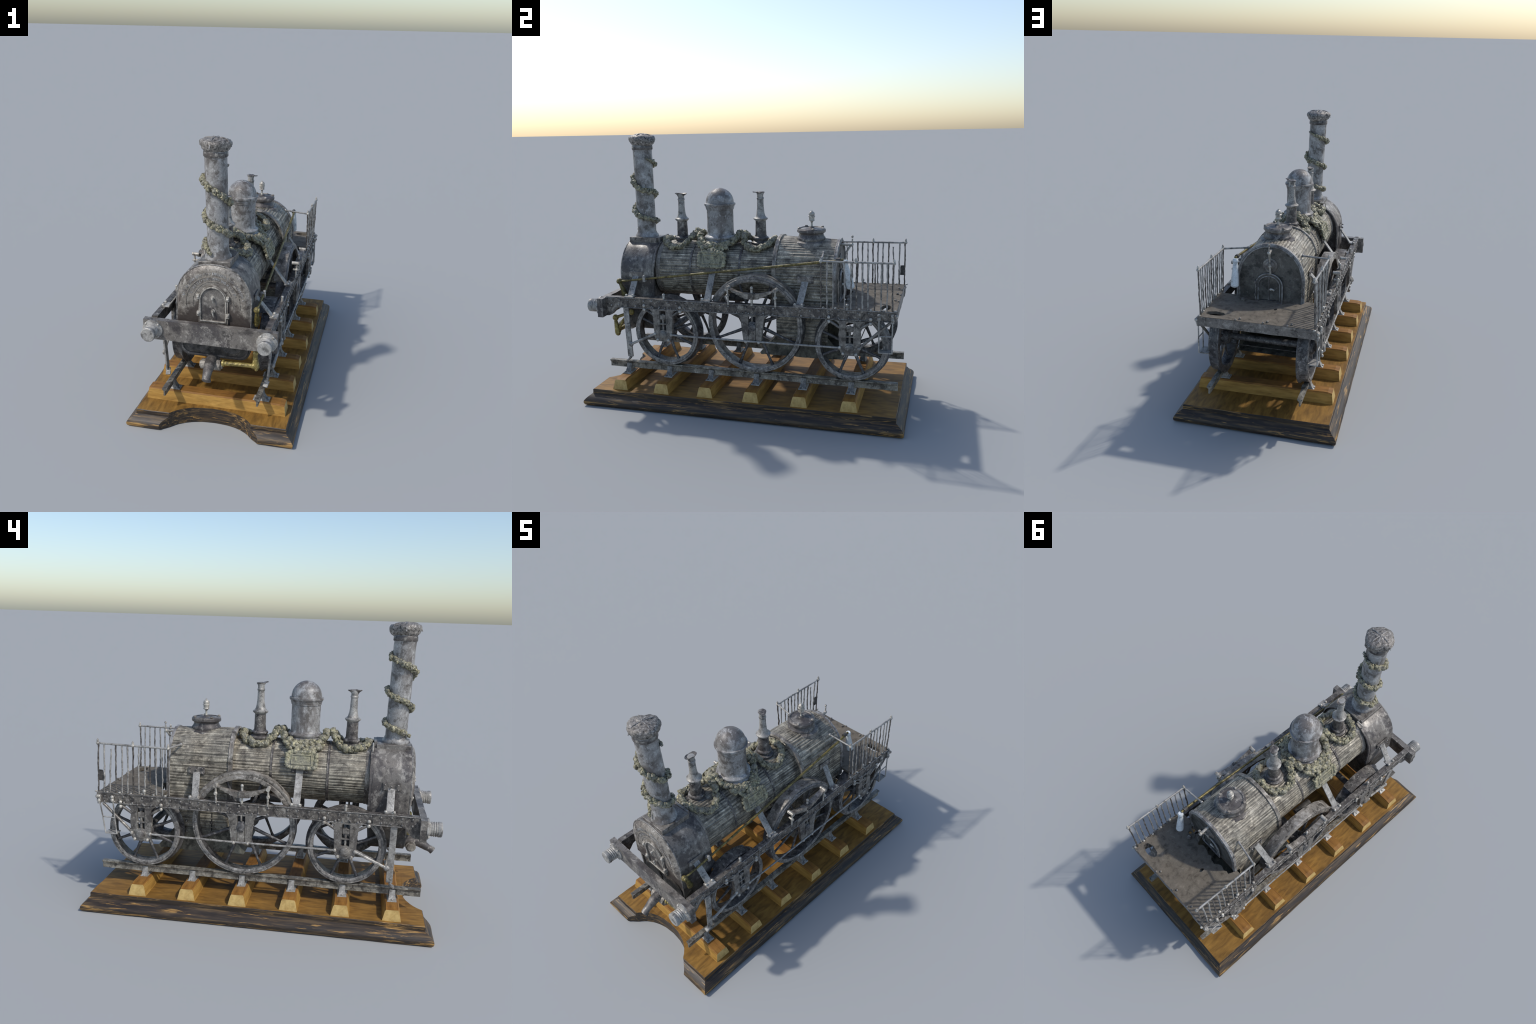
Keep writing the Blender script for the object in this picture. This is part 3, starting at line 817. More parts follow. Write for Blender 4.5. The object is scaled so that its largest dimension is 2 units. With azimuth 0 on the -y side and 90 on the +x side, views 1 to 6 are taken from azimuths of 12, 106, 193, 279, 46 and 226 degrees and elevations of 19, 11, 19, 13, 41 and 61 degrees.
def garland(path, r, name, parent, mat=None, closed=False, step=0.011, size=(0.008, 0.0135), seed=0, outward=None, taper=False, flat=1.0):
    """rope of flowers and leaves along a path"""
    rg = random.Random(seed); P = resample(path, 0.006, closed)
    def rad(t):
        e = r * (0.8 + 0.25 * noise.noise(Vector((t * 25, seed, 0))))
        return e * (min(1, 0.35 + 6 * min(t, 1 - t)) if taper else 1)
    m = tube(P, rad, 9, closed)
    m.weather(r * 0.35, 70, seed)
    n = len(P); acc = 0; i = 0
    while i < n - 1:
        p = P[i]; T = (P[(i + 1) % n] - P[i - 1 if i else 0]).normalized()
        ref = Vector((0, 0, 1)) if abs(T.z) < 0.8 else Vector((1, 0, 0))
        u = T.cross(ref).normalized(); w = u.cross(T).normalized()
        for q in range(rg.choice((3, 3, 4))):
            a = rg.uniform(0, 2 * pi)
            d = (u * cos(a) + w * sin(a))
            tt = i / n; k = min(1, 0.45 + 6 * min(tt, 1 - tt)) if taper else 1
            s = rg.uniform(*size) * k * (1.45 if rg.random() < 0.12 else 1)
            c = p + Vector((d.x, d.y, d.z * flat)) * r * k * rg.uniform(0.5, 1.15) + T * rg.uniform(-0.004, 0.004)
            mt = Matrix.Translation(c) @ d.to_track_quat('Z', 'Y').to_matrix().to_4x4() @ Matrix.Rotation(rg.uniform(0, 6.3), 4, 'Z') @ Matrix.Rotation(rg.uniform(-0.5, 0.5), 4, 'X') @ Matrix.Diagonal((s, s * rg.uniform(0.8, 1.1), s, 1))
            m.join(rg.choice(ROSES) if rg.random() < 0.55 else rg.choice(LEAVES), mt)
        i += max(1, int(step / 0.006))
    for p in m.v: p += noise.noise_vector(p * 150) * 0.0022 + noise.noise_vector(p * 75) * 0.0018
    return m.obj(name, mat or MAT_GARLAND, parent, 40, kind="stuff")

def build_chimney():
    # leans slightly forward and to the left
    lean = (-0.022, -0.020); base = (-0.003, -0.724, 0.990)
    def at(h): return Vector((base[0] + lean[0] * h, base[1] + lean[1] * h, base[2] + h))
    prof = [(0.073, 0.005), (0.076, 0.016), (0.074, 0.030), (0.066, 0.038), (0.064, 0.045), (0.060, 0.055), (0.060, 0.10), (0.0605, 0.35), (0.0615, 0.55), (0.0615, 0.580), (0.064, 0.586),
            (0.0655, 0.592), (0.064, 0.612), (0.062, 0.618), (0.060, 0.625)]
    ch = lathe(prof, 56, base, 'z', 0.02, lean).weather(0.0016, 26).obj("chimney", MAT_TUBE, smooth=50)
    tip = lathe([(0.064, 0.0), (0.067, 0.004), (0.066, 0.026), (0.063, 0.030)], 48, at(0.584), 'z', 0.01, lean).weather(0.001, 40).obj("chimney_collar", MAT_TUBE_DARK, ch, 50)
    # lumpy wire-gauze cap
    def lob(a, h): return 1 + (0.055 * cos(4 * a) + 0.02 * cos(3 * a + 2)) * min(1, h / 0.03) if h < 1 else 1
    cp = lathe([(0.060, 0.0), (0.066, 0.005), (0.0735, 0.014), (0.079, 0.026), (0.0825, 0.040), (0.081, 0.051), (0.072, 0.060), (0.050, 0.067), (0.02, 0.072), (0.003, 0.073)], 64, at(0.613), 'z', 0.006, (0, 0), lob)
    c0 = at(0.613)
    for p in cp.v:
        d = p - c0
        n = noise.noise(p * 130) * 0.0036 + noise.noise(p * 55) * 0.0045 + noise.noise(p * 28) * 0.004
        p += Vector((d.x, d.y, 0.4 * d.z)).normalized() * n if d.length > 1e-4 else Vector()
        # droops at the back right
        k = max(0, (d.x * 0.55 + d.y * 0.83) / 0.085)
        p.z -= 0.013 * k * k * (1 if d.z < 0.05 else 0.6)
        p += Vector((0.5, 0.8, 0)) * 0.008 * k * k
    cp.obj("chimney_cap", MAT_CAP, ch, 60)
    m = M()
    for a in (radians(84), radians(-3)):
        pts = []
        for i in range(17):
            t = -1 + 2 * i / 16; rr = 0.088 * (abs(t) ** 0.75) * (1 if t > 0 else -1)
            z = 0.070 - 0.046 * abs(t) ** 4
            pts.append(c0 + Vector((rr * cos(a), rr * sin(a), z + 0.001 - 0.004 * max(0, sin(a) * t))))
        m.join(tube(pts, 0.0030, 6))
        for e in (pts[1], pts[-2]): m.join(ball(e - Vector((0, 0, 0.006)), 0.0065, 8))
    m.weather(0.001, 60).obj("cap_wire", MAT_TUBE, ch)
    # garland wound down the chimney (angle, height)
    ctl = [(40, 1.522), (90, 1.495), (180, 1.455), (270, 1.405), (360, 1.325), (450, 1.300), (540, 1.258), (630, 1.207), (720, 1.143), (810, 1.118), (900, 1.088), (945, 1.065), (990, 1.030)]
    path = []
    for (a0, z0), (a1, z1) in zip(ctl, ctl[1:]):
        n = max(2, int((a1 - a0) / 12))
        for i in range(n):
            t = i / n; a = radians(a0 + (a1 - a0) * t); z = z0 + (z1 - z0) * t
            c = at(z - base[2]); R = 0.071 if z > 1.06 else 0.078
            path.append((c.x + R * cos(a), c.y + R * sin(a), z))
    garland(path, 0.0125, "chimney_garland", ch, seed=11, size=(0.006, 0.0135), taper=True)
build_chimney()

def build_domes():
    c = (0.007, -0.205, 0)
    prof = [(0.104, 0.940), (0.101, 0.985), (0.108, 0.990), (0.109, 1.000), (0.100, 1.006), (0.096, 1.012), (0.103, 1.017), (0.104, 1.025), (0.098, 1.031), (0.089, 1.036), (0.0850, 1.044), (0.084, 1.060), (0.0835, 1.195), (0.088, 1.197), (0.088, 1.203), (0.0905, 1.208),
            (0.092, 1.217), (0.098, 1.224), (0.0992, 1.229), (0.0985, 1.236), (0.090, 1.238), (0.0885, 1.241)]
    prof += [(0.0885 * cos(radians(a)), 1.240 + 0.091 * sin(radians(a))) for a in range(8, 89, 8)] + [(0.002, 1.3315)]
    dm = lathe(prof, 72, c, 'z', 0.012).weather(0.0011, 26)
    dm.m = [1 if sum(dm.v[i].z for i in f) / len(f) > 1.285 + 0.012 * noise.noise(dm.v[f[0]] * 40) else 0 for f in dm.f]
    dm.obj("steam_dome", [MAT_TUBE, MAT_DOME_TOP], smooth=26)
    for y, lever in ((0.061, 'single'), (-0.477, 'double')):
        dz = 0 if lever == 'single' else -0.015
        x = cx(y) - (0.004 if lever == 'single' else 0.014)
        body = [(0.060, 0.940), (0.057, 0.980), (0.060, 0.984), (0.060, 0.993), (0.053, 0.998), (0.044, 1.002), (0.043, 1.008), (0.0485, 1.012), (0.0495, 1.020), (0.046, 1.026), (0.038, 1.030), (0.0345, 1.040), (0.0325, 1.130)]
        v = lathe([(r, h + dz if h > 0.99 else h) for r, h in body], 36, (x, y, 0), 'z', 0.012).weather(0.0010, 34, y).obj("safety_valve", MAT_TUBE_DARK, smooth=26)
        up = [(0.034, 1.128), (0.043, 1.136), (0.0455, 1.141), (0.0455, 1.145), (0.036, 1.151), (0.030, 1.159), (0.0265, 1.170), (0.0245, 1.180), (0.0215, 1.205), (0.020, 1.262), (0.0225, 1.266), (0.0225, 1.272), (0.0195, 1.276), (0.0195, 1.290), (0.0225, 1.298), (0.0225, 1.304), (0.003, 1.306)]
        ln = (-0.006, -0.008) if lever == 'double' else (0.004, 0.0)
        lathe([(r, h + dz - 1.12) for r, h in up], 24, (x, y, 1.12), 'z', 0.012, ln).weather(0.0010, 60, y).obj("valve_stem", MAT_STAY, v, 26)
        zt = 1.306 + dz; x2 = x + ln[0] * 0.18; y2 = y + ln[1] * 0.18
        if lever == 'single':
            m = lathe([(0.021, -0.006), (0.026, -0.002), (0.027, 0.002), (0.020, 0.004), (0.002, 0.003)], 20, (x2, y2, zt), 'z', 0.006).join(bar((x2 - 0.01, y2 + 0.01, zt - 0.003), (0.046, 0.031, zt + 0.004), 0.016, 0.005, (0.5, 1, 0)))
        else:
            m = lathe([(0.018, -0.030), (0.020, -0.018), (0.028, -0.008), (0.040, -0.002), (0.041, 0.002), (0.030, -0.001), (0.016, -0.007), (0.002, -0.008)], 24, (0, 0, 0), 'z', 0.006)
            m.xf(Matrix.Translation((x2, y2, zt)) @ Matrix.Diagonal((0.55, 1, 1, 1)))
        m.weather(0.003, 60).obj("valve_lever", MAT_TUBE_DARK, v, 40)
    # manhole on the firebox
    c = (0.014, 0.388, 0)
    prof = [(0.118, 0.970), (0.114, 0.996), (0.108, 1.011), (0.096, 1.016), (0.086, 1.018), (0.0875, 1.024), (0.0865, 1.032), (0.079, 1.041), (0.074, 1.054), (0.075, 1.061), (0.084, 1.065), (0.0875, 1.070), (0.0875, 1.083), (0.081, 1.090), (0.072, 1.092), (0.067, 1.087), (0.04, 1.091), (0.02, 1.094), (0.014, 1.10), (0.002, 1.10)]
    mh = lathe(prof, 64, c, 'z', 0.012).weather(0.0012, 30).obj("manhole", MAT_SMOKE, smooth=26)
    f = [(0.012, 1.092), (0.0075, 1.10), (0.006, 1.118), (0.0065, 1.128), (0.011, 1.133), (0.0195, 1.137), (0.0165, 1.143), (0.0175, 1.155), (0.0205, 1.161), (0.0205, 1.165), (0.0165, 1.167), (0.0190, 1.172), (0.0175, 1.182), (0.011, 1.190), (0.005, 1.193), (0.004, 1.198), (0.001, 1.199)]
    lathe(f, 20, (c[0] - 0.002, c[1] + 0.002, 0), 'z', 0.006).weather(0.0012, 60).obj("acorn_finial", MAT_BRIGHT, mh)
    m = M()
    for a in (20, 130, 215, 300):
        m.join(ball((c[0] + 0.078 * cos(radians(a)), c[1] + 0.078 * sin(radians(a)), 1.093), 0.010, 8, (1, 1, 0.7)))
    m.weather(0.003, 70).obj("lid_lug", MAT_FACE, mh, kind="stuff")
build_domes()

# ------------------------------------------------------ wreaths and plaques
def surf(x, lift): 
    rr = BR + lift
    return BZ + sqrt(max(0.0, rr * rr - x * x))
def build_wreaths():
    def loop(yc, ry, rx, peaks, seed, side=0.0):
        pts = []
        for i in range(48):
            a = 2 * pi * i / 48
            x = rx * cos(a); y = yc + ry * sin(a)
            x *= 1 + 0.05 * sin(3 * a + seed)
            lift = 0.010 + side * abs(cos(a)) ** 3
            for pa, hgt, wd in peaks:
                d = abs((math.degrees(a) - pa + 180) % 360 - 180)
                lift += hgt * math.exp(-(d / wd) ** 2)
            pts.append((x + cx(y), y, surf(x, lift)))
        return pts
    garland(loop(-0.477, 0.100, 0.112, [(90, 0.045, 40)], 1, 0.006), 0.0150, "flower_wreath", None, closed=True, seed=21, size=(0.007, 0.0175), flat=0.75)
    garland(loop(-0.205, 0.134, 0.119, [(90, 0.050, 38), (270, 0.040, 38)], 2, 0.024), 0.0150, "flower_wreath", None, closed=True, seed=22, size=(0.007, 0.0175), flat=0.75)
    garland(loop(0.058, 0.105, 0.112, [(270, 0.045, 40), (90, 0.018, 45)], 3, 0.006), 0.0150, "flower_wreath", None, closed=True, seed=23, size=(0.007, 0.0175), flat=0.75)
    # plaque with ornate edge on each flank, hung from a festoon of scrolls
    for s in (1, -1):
        yc = -0.207
        ang = radians(33 if s > 0 else 30)     # elevation angle on the barrel
        n = Vector((s * cos(ang), 0, sin(ang))); t = Vector((-s * sin(ang) * 0.55, 0, cos(ang) * 1.0)).normalized()
        c = Vector((cx(yc) + s * 0.183, yc, 0.904)); Y = Vector((0, 1, 0))
        nn = t.cross(Y).normalized()
        if nn.x * s < 0: nn = -nn
        base = Matrix((( *Y, ), ( *t, ), ( *nn, ))).transposed().to_4x4(); base.translation = c
        hw, hh = 0.084, 0.047
        ol = []
        N = 96
        for i in range(N):
            a = 2 * pi * i / N
            k = 1 / max(abs(cos(a)), abs(sin(a)))
            e = 1 + 0.10 * sin(11 * a + 1) + 0.05 * sin(23 * a)
            bx, by = hw * min(1.0, k * 0.86) * cos(a) * 1.0, hh * min(1.25, k) * sin(a)
            bx = hw * max(-1, min(1, 1.25 * cos(a))); by = hh * max(-1, min(1, 1.25 * sin(a)))
            ol.append((bx * e, by * e))
        pl = plate(ol, [], -0.012, 0.006, 'xy').xf(base)
        po = pl.obj("plaque", MAT_PLAQUE, None, 30, bevel=0.002)
        fr = M(); w, h = 0.055, 0.026
        for a, b in (((-w, -h), (w, -h)), ((w, -h), (w, h)), ((w, h), (-w, h)), ((-w, h), (-w, -h))):
            fr.join(rod((a[0], a[1], 0.007), (b[0], b[1], 0.007), 0.0042, 8, 0.01))
        fr.xf(base).weather(0.0008, 60).obj("plaque_frame", MAT_PLAQUE, po, 60)
        lt = M(); r2 = random.Random(5 + s)
        for row, z in ((0, 0.009), (1, -0.009)):
            x = -0.045 + r2.uniform(0, 0.01)
            while x < 0.045:
                lt.join(box((x, z, 0.0068), (r2.choice((0.0018, 0.004, 0.005)), 0.010 * r2.uniform(0.6, 1), 0.003)))
                x += r2.choice((0.006, 0.008, 0.008, 0.013))
        lt.xf(base).obj("worn_lettering", MAT_PLAQUE, po, 30, kind="stuff")
        # leafy edge
        ed = M()
        for i in range(80):
            a = 2 * pi * i / 80 + r2.uniform(-0.05, 0.05)
            bx = hw * max(-1, min(1, 1.25 * cos(a))); by = hh * max(-1, min(1, 1.25 * sin(a)))
            q = Vector((bx * 0.98, by * 0.97, 0.006))
            sz = r2.uniform(0.008, 0.0145)
            ed.join(r2.choice(LEAVES if i % 5 else ROSES), Matrix.Translation(q) @ Matrix.Rotation(atan2(by / hh, bx / hw) + r2.uniform(-0.4, 0.4), 4, 'Z') @ Matrix.Diagonal((sz, sz, sz * 0.9, 1)))
        ed.xf(base).obj("plaque_leaf_edge", MAT_PLAQUE, po, 60, kind="stuff")
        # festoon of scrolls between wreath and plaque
        f = M()
        for i in range(120):
            k = r2.uniform(0, 1); yy = yc + r2.uniform(-1, 1) * (0.045 + 0.075 * k)
            x = 0.168 - 0.062 * k
            z = surf(x, 0.018 + 0.022 * r2.random())
            sz = r2.uniform(0.011, 0.020)
            nrm = Vector((x, 0, z - BZ)).normalized(); nrm.x *= s
            p = Vector((s * x + cx(yy), yy, z))
            f.join(r2.choice(ROSES if r2.random() < 0.6 else LEAVES), Matrix.Translation(p) @ nrm.to_track_quat('Z', 'Y').to_matrix().to_4x4() @ Matrix.Rotation(r2.uniform(0, 6.3), 4, 'Z') @ Matrix.Diagonal((sz, sz, sz, 1)))
        for p in f.v: p += noise.noise_vector(p * 150) * 0.0024 + noise.noise_vector(p * 75) * 0.0018
        f.obj("festoon", MAT_GARLAND, None, 60, kind="stuff")
build_wreaths()

# -------------------------------------------------------------------- wheels
WHEELS = [(-0.483, 0.449, 0.212), (0.096, 0.533, 0.296), (0.677, 0.449, 0.212)]
def wheel_parts(R):
    """wheel meshes around the origin, axle along x, outer side towards +x"""
    fl = 1 if R < 0.25 else 0.35
    prof = [(R - 0.030, 0.026), (R - 0.026, 0.029), (R - 0.014, 0.029), (R - 0.012, 0.026), (R - 0.003, 0.0265), (R, 0.023), (R + 0.001, 0.0), (R + 0.002, -0.022), (R + 0.008 * fl, -0.027), (R + 0.014 * fl, -0.033), (R + 0.013 * fl, -0.038), (R - 0.004, -0.041), (R - 0.026, -0.040), (R - 0.030, -0.036)]
    m = M(); seg = 96; n = len(prof); v = []
    for r, x in prof:
        for i in range(seg):
            a = 2 * pi * i / seg; v.append((x, r * cos(a), r * sin(a)))
    m.add(v, [])
    for j in range(n):
        jj = (j + 1) % n
        for i in range(seg):
            k = (i + 1) % seg; m.f.append((j * seg + i, j * seg + k, jj * seg + k, jj * seg + i)); m.m.append(1 if j in (0, 1, 3, 4) else 0)
    m.weather(0.0012, 24, R)
    hub = lathe([(0.046, -0.042), (0.050, -0.030), (0.050, 0.018), (0.044, 0.028), (0.030, 0.032), (0.030, 0.040), (0.002, 0.040)], 28, (0, 0, 0), 'x', 0.02)
    sp = []
    for i in range(9):
        t_ = i / 8; r = 0.040 + (R - 0.066) * t_
        sp.append(Vector((0.004 * sin(pi * t_), 0, r)))
    spoke = tube(sp, lambda t_: 0.0115 - 0.0045 * t_ + (0.005 * max(0, t_ - 0.85) / 0.15), 9)
    for p in spoke.v: p.x *= 0.8
    spoke.weather(0.0012, 40)
    return m, hub, spoke
def build_wheels():
    cache = {}
    for (y, z, R) in WHEELS:
        if R not in cache:
            a, b, c = wheel_parts(R)
            ms = [q.mesh(nm, [MAT_WHEEL, MAT_RIM]) for q, nm in ((a, "wheel"), (b, "wheel_hub"), (c, "wheel_spoke"))]
            for me in ms:
                me.polygons.foreach_set("use_smooth", [True] * len(me.polygons)); me.set_sharp_from_angle(angle=radians(50))
            cache[R] = ms
        tyre, hub, spoke = cache[R]
        for s in (1, -1):
            w = link(bpy.data.objects.new("wheel", tyre)); w.location = (s * (0.270 if R < 0.25 else 0.269), y, z)
            ph = rng.uniform(-0.03, 0.03)
            w.rotation_euler = (ph, 0, 0 if s > 0 else pi)
            link(bpy.data.objects.new("wheel_hub", hub), w)
            for i in range(8):
                o = link(bpy.data.objects.new("wheel_spoke", spoke), w)
                o.rotation_euler = (radians(22.5 + 45 * i), 0, 0)
        rod((-0.235, y, z), (0.235, y, z), 0.020, 20, 0.03).weather(0.001, 20).obj("axle", MAT_WHEEL, None, 60)
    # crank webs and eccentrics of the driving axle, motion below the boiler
    y, z, R = WHEELS[1]
    for s in (1, -1):
        m = bar((s * 0.10, y, z), (s * 0.10, y - 0.05, z + 0.05 * s), 0.05, 0.03, (1, 0, 0))
        m.obj("crank_web", MAT_DARK, None, 30, bevel=0.004)
        rod((s * 0.168, -0.10, 0.668), (s * 0.168, 0.02, 0.668), 0.024, 16).obj("feed_pump", MAT_DARK, None, 50)
before = set(bpy.data.objects)
build_wheels()
WH = set(bpy.data.objects) - before

# --------------------------------------------------------------------- frame
FX0, FX1 = 0.310, 0.342
def build_frame():
    riv = M(); big = M()
    def rivet(x, y, z, r=0.0062): riv.join(ball((x, y, z), r, 8, (0.75, 1, 1)))
    def bolt(x, y, z, r=0.0105):
        big.join(ball((x, y, z), r, 10, (0.9, 1, 1)))
    for s in (1, -1):
        ol = [(-0.872, 0.666), (-0.872, 0.549), (-0.850, 0.551), (-0.832, 0.558), (-0.812, 0.578), (-0.795, 0.600), (-0.778, 0.607), (0.935, 0.618), (0.935, 0.677), (0.60, 0.674)]
        ol = resample([(a, b, 0) for a, b in ol], 0.05, True); ol = [(p.x, p.y) for p in ol]
        sgn = lambda a: s * a
        m = plate(ol, [], FX0, FX1)
        # outer angle strip along the top
        m.join(gridbox((0.327, 0.03, 0.6700), (0.035, 1.79, 0.006), 0.04))
        # joint covers
        for y in (-0.625, -0.335, 0.0, 0.21, 0.54): m.join(box((FX1 + 0.001, y, 0.639), (0.005, 0.004, 0.056)))
        m.weather(0.0012, 18, s)
        (m if s > 0 else m.mirror()).obj("side_frame", MAT_FRAME, None, 30, bevel=0.0015)
        for a, b in (((-0.868, 0.668), (0.932, 0.676)), ((-0.775, 0.6085), (0.932, 0.6185))):
            P = resample([(s * 0.3435, a[0], a[1]), (s * 0.3435, b[0], b[1])], 0.03)
            for p in P: p += noise.noise_vector(p * 20) * 0.0012
            tube(P, 0.0028, 6).obj("pale_frame_edge_line", MAT_RIM, None, 60)
        y = -0.83
        while y < 0.93:
            for z in (0.655, 0.621):
                rivet(s * (FX1 + 0.002), y + rng.uniform(-0.004, 0.004), z + 0.004 * (y + 0.8) / 1.7 + rng.uniform(-0.002, 0.002), rng.uniform(0.0052, 0.0068))
            y += 0.0555
        # horn plates
        for idx, (yc, zc, R) in enumerate(WHEELS):
            if idx != 1:
                tw = 0.090 if idx == 0 else 0.082
                half = [(tw + 0.012, 0.612), (tw - 0.006, 0.604), (tw - 0.020, 0.590), (tw - 0.024, 0.568), (0.064, 0.53), (0.061, 0.47), (0.056, 0.425), (0.044, 0.408), (0.022, 0.404)]
                ol = [(yc + a, b) for a, b in half] + [(yc - a, b) for a, b in reversed(half)]
                w = 0.021
                holes = [[(yc - w, 0.520), (yc + w, 0.520), (yc + w, 0.600), (yc - w, 0.600)], [(yc - w, 0.476), (yc + w, 0.476), (yc + w, 0.512), (yc - w, 0.512)]]
                h = plate(ol, holes, 0.322, 0.3450)
                h.join(box((0.332, yc, 0.505), (0.016, 0.012, 0.15))).join(box((0.334, yc, 0.560), (0.018, 0.038, 0.030)))
                cap = lathe([(0.033, -0.02), (0.033, 0.004), (0.026, 0.006), (0.025, 0.012), (0.017, 0.018), (0.002, 0.020)], 24, (0.341, yc, 0.446), 'x', 0.02)
                bolts = [(yc - 0.055, 0.450), (yc + 0.055, 0.450), (yc - 0.037, 0.414), (yc + 0.037, 0.414)]
                for a in (-1, 1):      # little struts under the frame
                    h.join(rod((0.338, yc + a * 0.120, 0.606), (0.338, yc + a * 0.056, 0.566), 0.0085, 8, 0.02))
                    bolts += [(yc + a * 0.120, 0.628), (yc + a * 0.120, 0.602)]
            else:
                half = [(0.094, 0.610), (0.084, 0.602), (0.075, 0.588), (0.070, 0.565), (0.063, 0.50), (0.056, 0.445), (0.044, 0.430), (0.030, 0.436), (0.022, 0.46), (0.022, 0.600)]
                ol = [(yc + a, b) for a, b in half] + [(yc - a, b) for a, b in reversed(half)]
                h = plate(ol, [], 0.322, 0.3450)
                h.join(box((0.336, yc, 0.49), (0.02, 0.040, 0.105))).join(rod((0.340, yc, 0.57), (0.340, yc, 0.61), 0.006))
                cap = lathe([(0.036, -0.02), (0.036, -0.004), (0.030, 0.000), (0.025, 0.001), (0.024, 0.008), (0.015, 0.014), (0.002, 0.015)], 24, (0.341, yc, 0.534), 'x', 0.02)
                bolts = [(yc - 0.040, 0.443), (yc + 0.040, 0.443)]
            (h if s > 0 else h.mirror()).obj("horn_plate", MAT_HORN, None, 30, bevel=0.002)
            (cap if s > 0 else cap.mirror()).weather(0.001, 40).obj("axle_box_cap", MAT_WHEEL if idx == 1 else MAT_HORN, None, 35)
            for a, b in bolts: bolt(s * 0.347, a, b)
            for a in (-0.06, -0.02, 0.02, 0.06): rivet(s * 0.3465, yc + a, 0.6185)
        # tie rods
        X = s * 0.347
        m = rod((X, WHEELS[0][0] + 0.055, 0.450), (X, WHEELS[1][0] - 0.04, 0.447), 0.0058, 8, 0.03, 0.0015)
        m.join(rod((X, WHEELS[1][0] - 0.04, 0.447), (X, WHEELS[1][0] + 0.04, 0.447), 0.0058))
        m.join(rod((X, WHEELS[1][0] + 0.04, 0.447), (X, WHEELS[2][0] - 0.055, 0.450), 0.0058, 8, 0.03, 0.0015))
        m.obj("tie_rod", MAT_STAY)
        m = tube(resample([(X, WHEELS[0][0] - 0.055, 0.450), (s * 0.334, -0.712, 0.368)], 0.02), 0.0085, 8).join(ball((s * 0.334, -0.714, 0.367), 0.017, 10, (0.7, 1, 1)))
        m.weather(0.001, 40).obj("brace_rod", MAT_STAY)
        rod((s * 0.338, 0.725, 0.445), (s * 0.336, 0.905, 0.612), 0.0085, 8).weather(0.001, 30).obj("brace_rod", MAT_HORN)
        # guard iron
        P = [(0.330, -0.737, 0.605), (0.324, -0.736, 0.50), (0.314, -0.735, 0.38), (0.306, -0.735, 0.275), (0.300, -0.742, 0.262), (0.296, -0.762, 0.244)]
        m = M()
        for a, b in zip(P, P[1:]): m.join(bar(a, b, 0.036 if a[2] > 0.3 else 0.03, 0.011, (0, 1, 0.25)if a[2] > 0.28 else (1, 0, 0)))
        (m if s > 0 else m.mirror()).obj("guard_iron", MAT_STAY, None, 30, bevel=0.002)
        # flat stays from boiler to frame, with pads
        for (yt, zt, xt, yb, xb) in ((-0.712, 0.772, 0.217, -0.708, 0.306), (-0.200, 0.826, 0.176, -0.200, 0.302), (0.392, 0.786, 0.207, 0.374, 0.302)):
            m = bar((xt + cx(yt) * s, yt, zt + 0.016), (xb, yb, 0.676), 0.041, 0.008, (0, 1, 0))
            m.join(box((xb + 0.012, yb, 0.677), (0.045, 0.060, 0.008)))
            st = (m if s > 0 else m.mirror()).obj("boiler_stay", MAT_STAY, None, 30, bevel=0.0015)
            pad = box((0, 0, 0), (0.007, 0.098, 0.044))
            barrel = abs(xt - 0.176) < 0.005
            zc = zt + 0.022
            if barrel:
                an = math.asin((zc - BZ) / (BR + 0.004)); px = (BR + 0.003) * cos(an)
                T = Matrix.Translation((s * px + cx(yt), yt, zc)) @ Matrix.Rotation(-an * s, 4, 'Y')
            else:
                T = Matrix.Translation((s * (xt + 0.003) + cx(yt), yt, zc))
            pad.xf(T).obj("stay_pad", MAT_SMOKE, st, 30, bevel=0.002)
            for a in (-0.036, 0.036):
                for b in (-0.013, 0.013):
                    q = T @ Vector((s * 0.004, a, b)); riv.join(ball(q, 0.0058, 8))
            riv.join(ball(T @ Vector((s * 0.004, 0, 0.004)), 0.0058, 8))
            for a in (-0.022, 0.022): big.join(ball((s * (xb + 0.020), yb + a, 0.684), 0.010, 9, (1, 1, 0.8)))
        # leaf spring over the driving axle
        y, z, R = WHEELS[1]
        m = M(); X = 0.340
        for k in range(5):
            L = 0.148 - 0.026 * k; pts = []
            for i in range(15):
                t = -1 + 2 * i / 14
                yy = y + L * t
                pts.append((yy, 0.734 + 0.032 * ((yy - y) / 0.148) ** 2 - 0.0065 * k + 0.002))
            for a, b in zip(pts, pts[1:]): m.join(bar((X, a[0], a[1]), (X, b[0], b[1]), 0.034 - 0.0015 * k, 0.0066, (1, 0, 0)))
        sp = (m if s > 0 else m.mirror()).obj("leaf_spring", MAT_FACE, None, 30)
        box((s * X, y, 0.727), (0.042, 0.036, 0.036)).obj("spring_buckle", MAT_FRAME, sp, 30, bevel=0.003)
        m = rod((s * X, y, 0.668), (s * X, y, 0.765), 0.0075).join(ball((s * X, y, 0.774), 0.0095))
        for a in (-0.147, 0.147):
            m.join(rod((s * 0.318, y + a, 0.767), (s * 0.364, y + a, 0.767), 0.0115, 12))
            m.join(rod((s * 0.350, y + a, 0.765), (s * 0.344, y + a * 0.99, 0.668), 0.006)).join(ball((s * 0.350, y + a, 0.722), 0.0115))
            m.join(rod((s * 0.325, y + a, 0.722), (s * 0.362, y + a, 0.722), 0.007))
        m.weather(0.001, 50).obj("spring_hanger", MAT_BRIGHT, sp, 50)
        # front spring pin and tail pins
        big.join(rod((s * 0.332, -0.474, 0.668), (s * 0.332, -0.474, 0.694), 0.0075)).join(ball((s * 0.332, -0.474, 0.700), 0.0095))
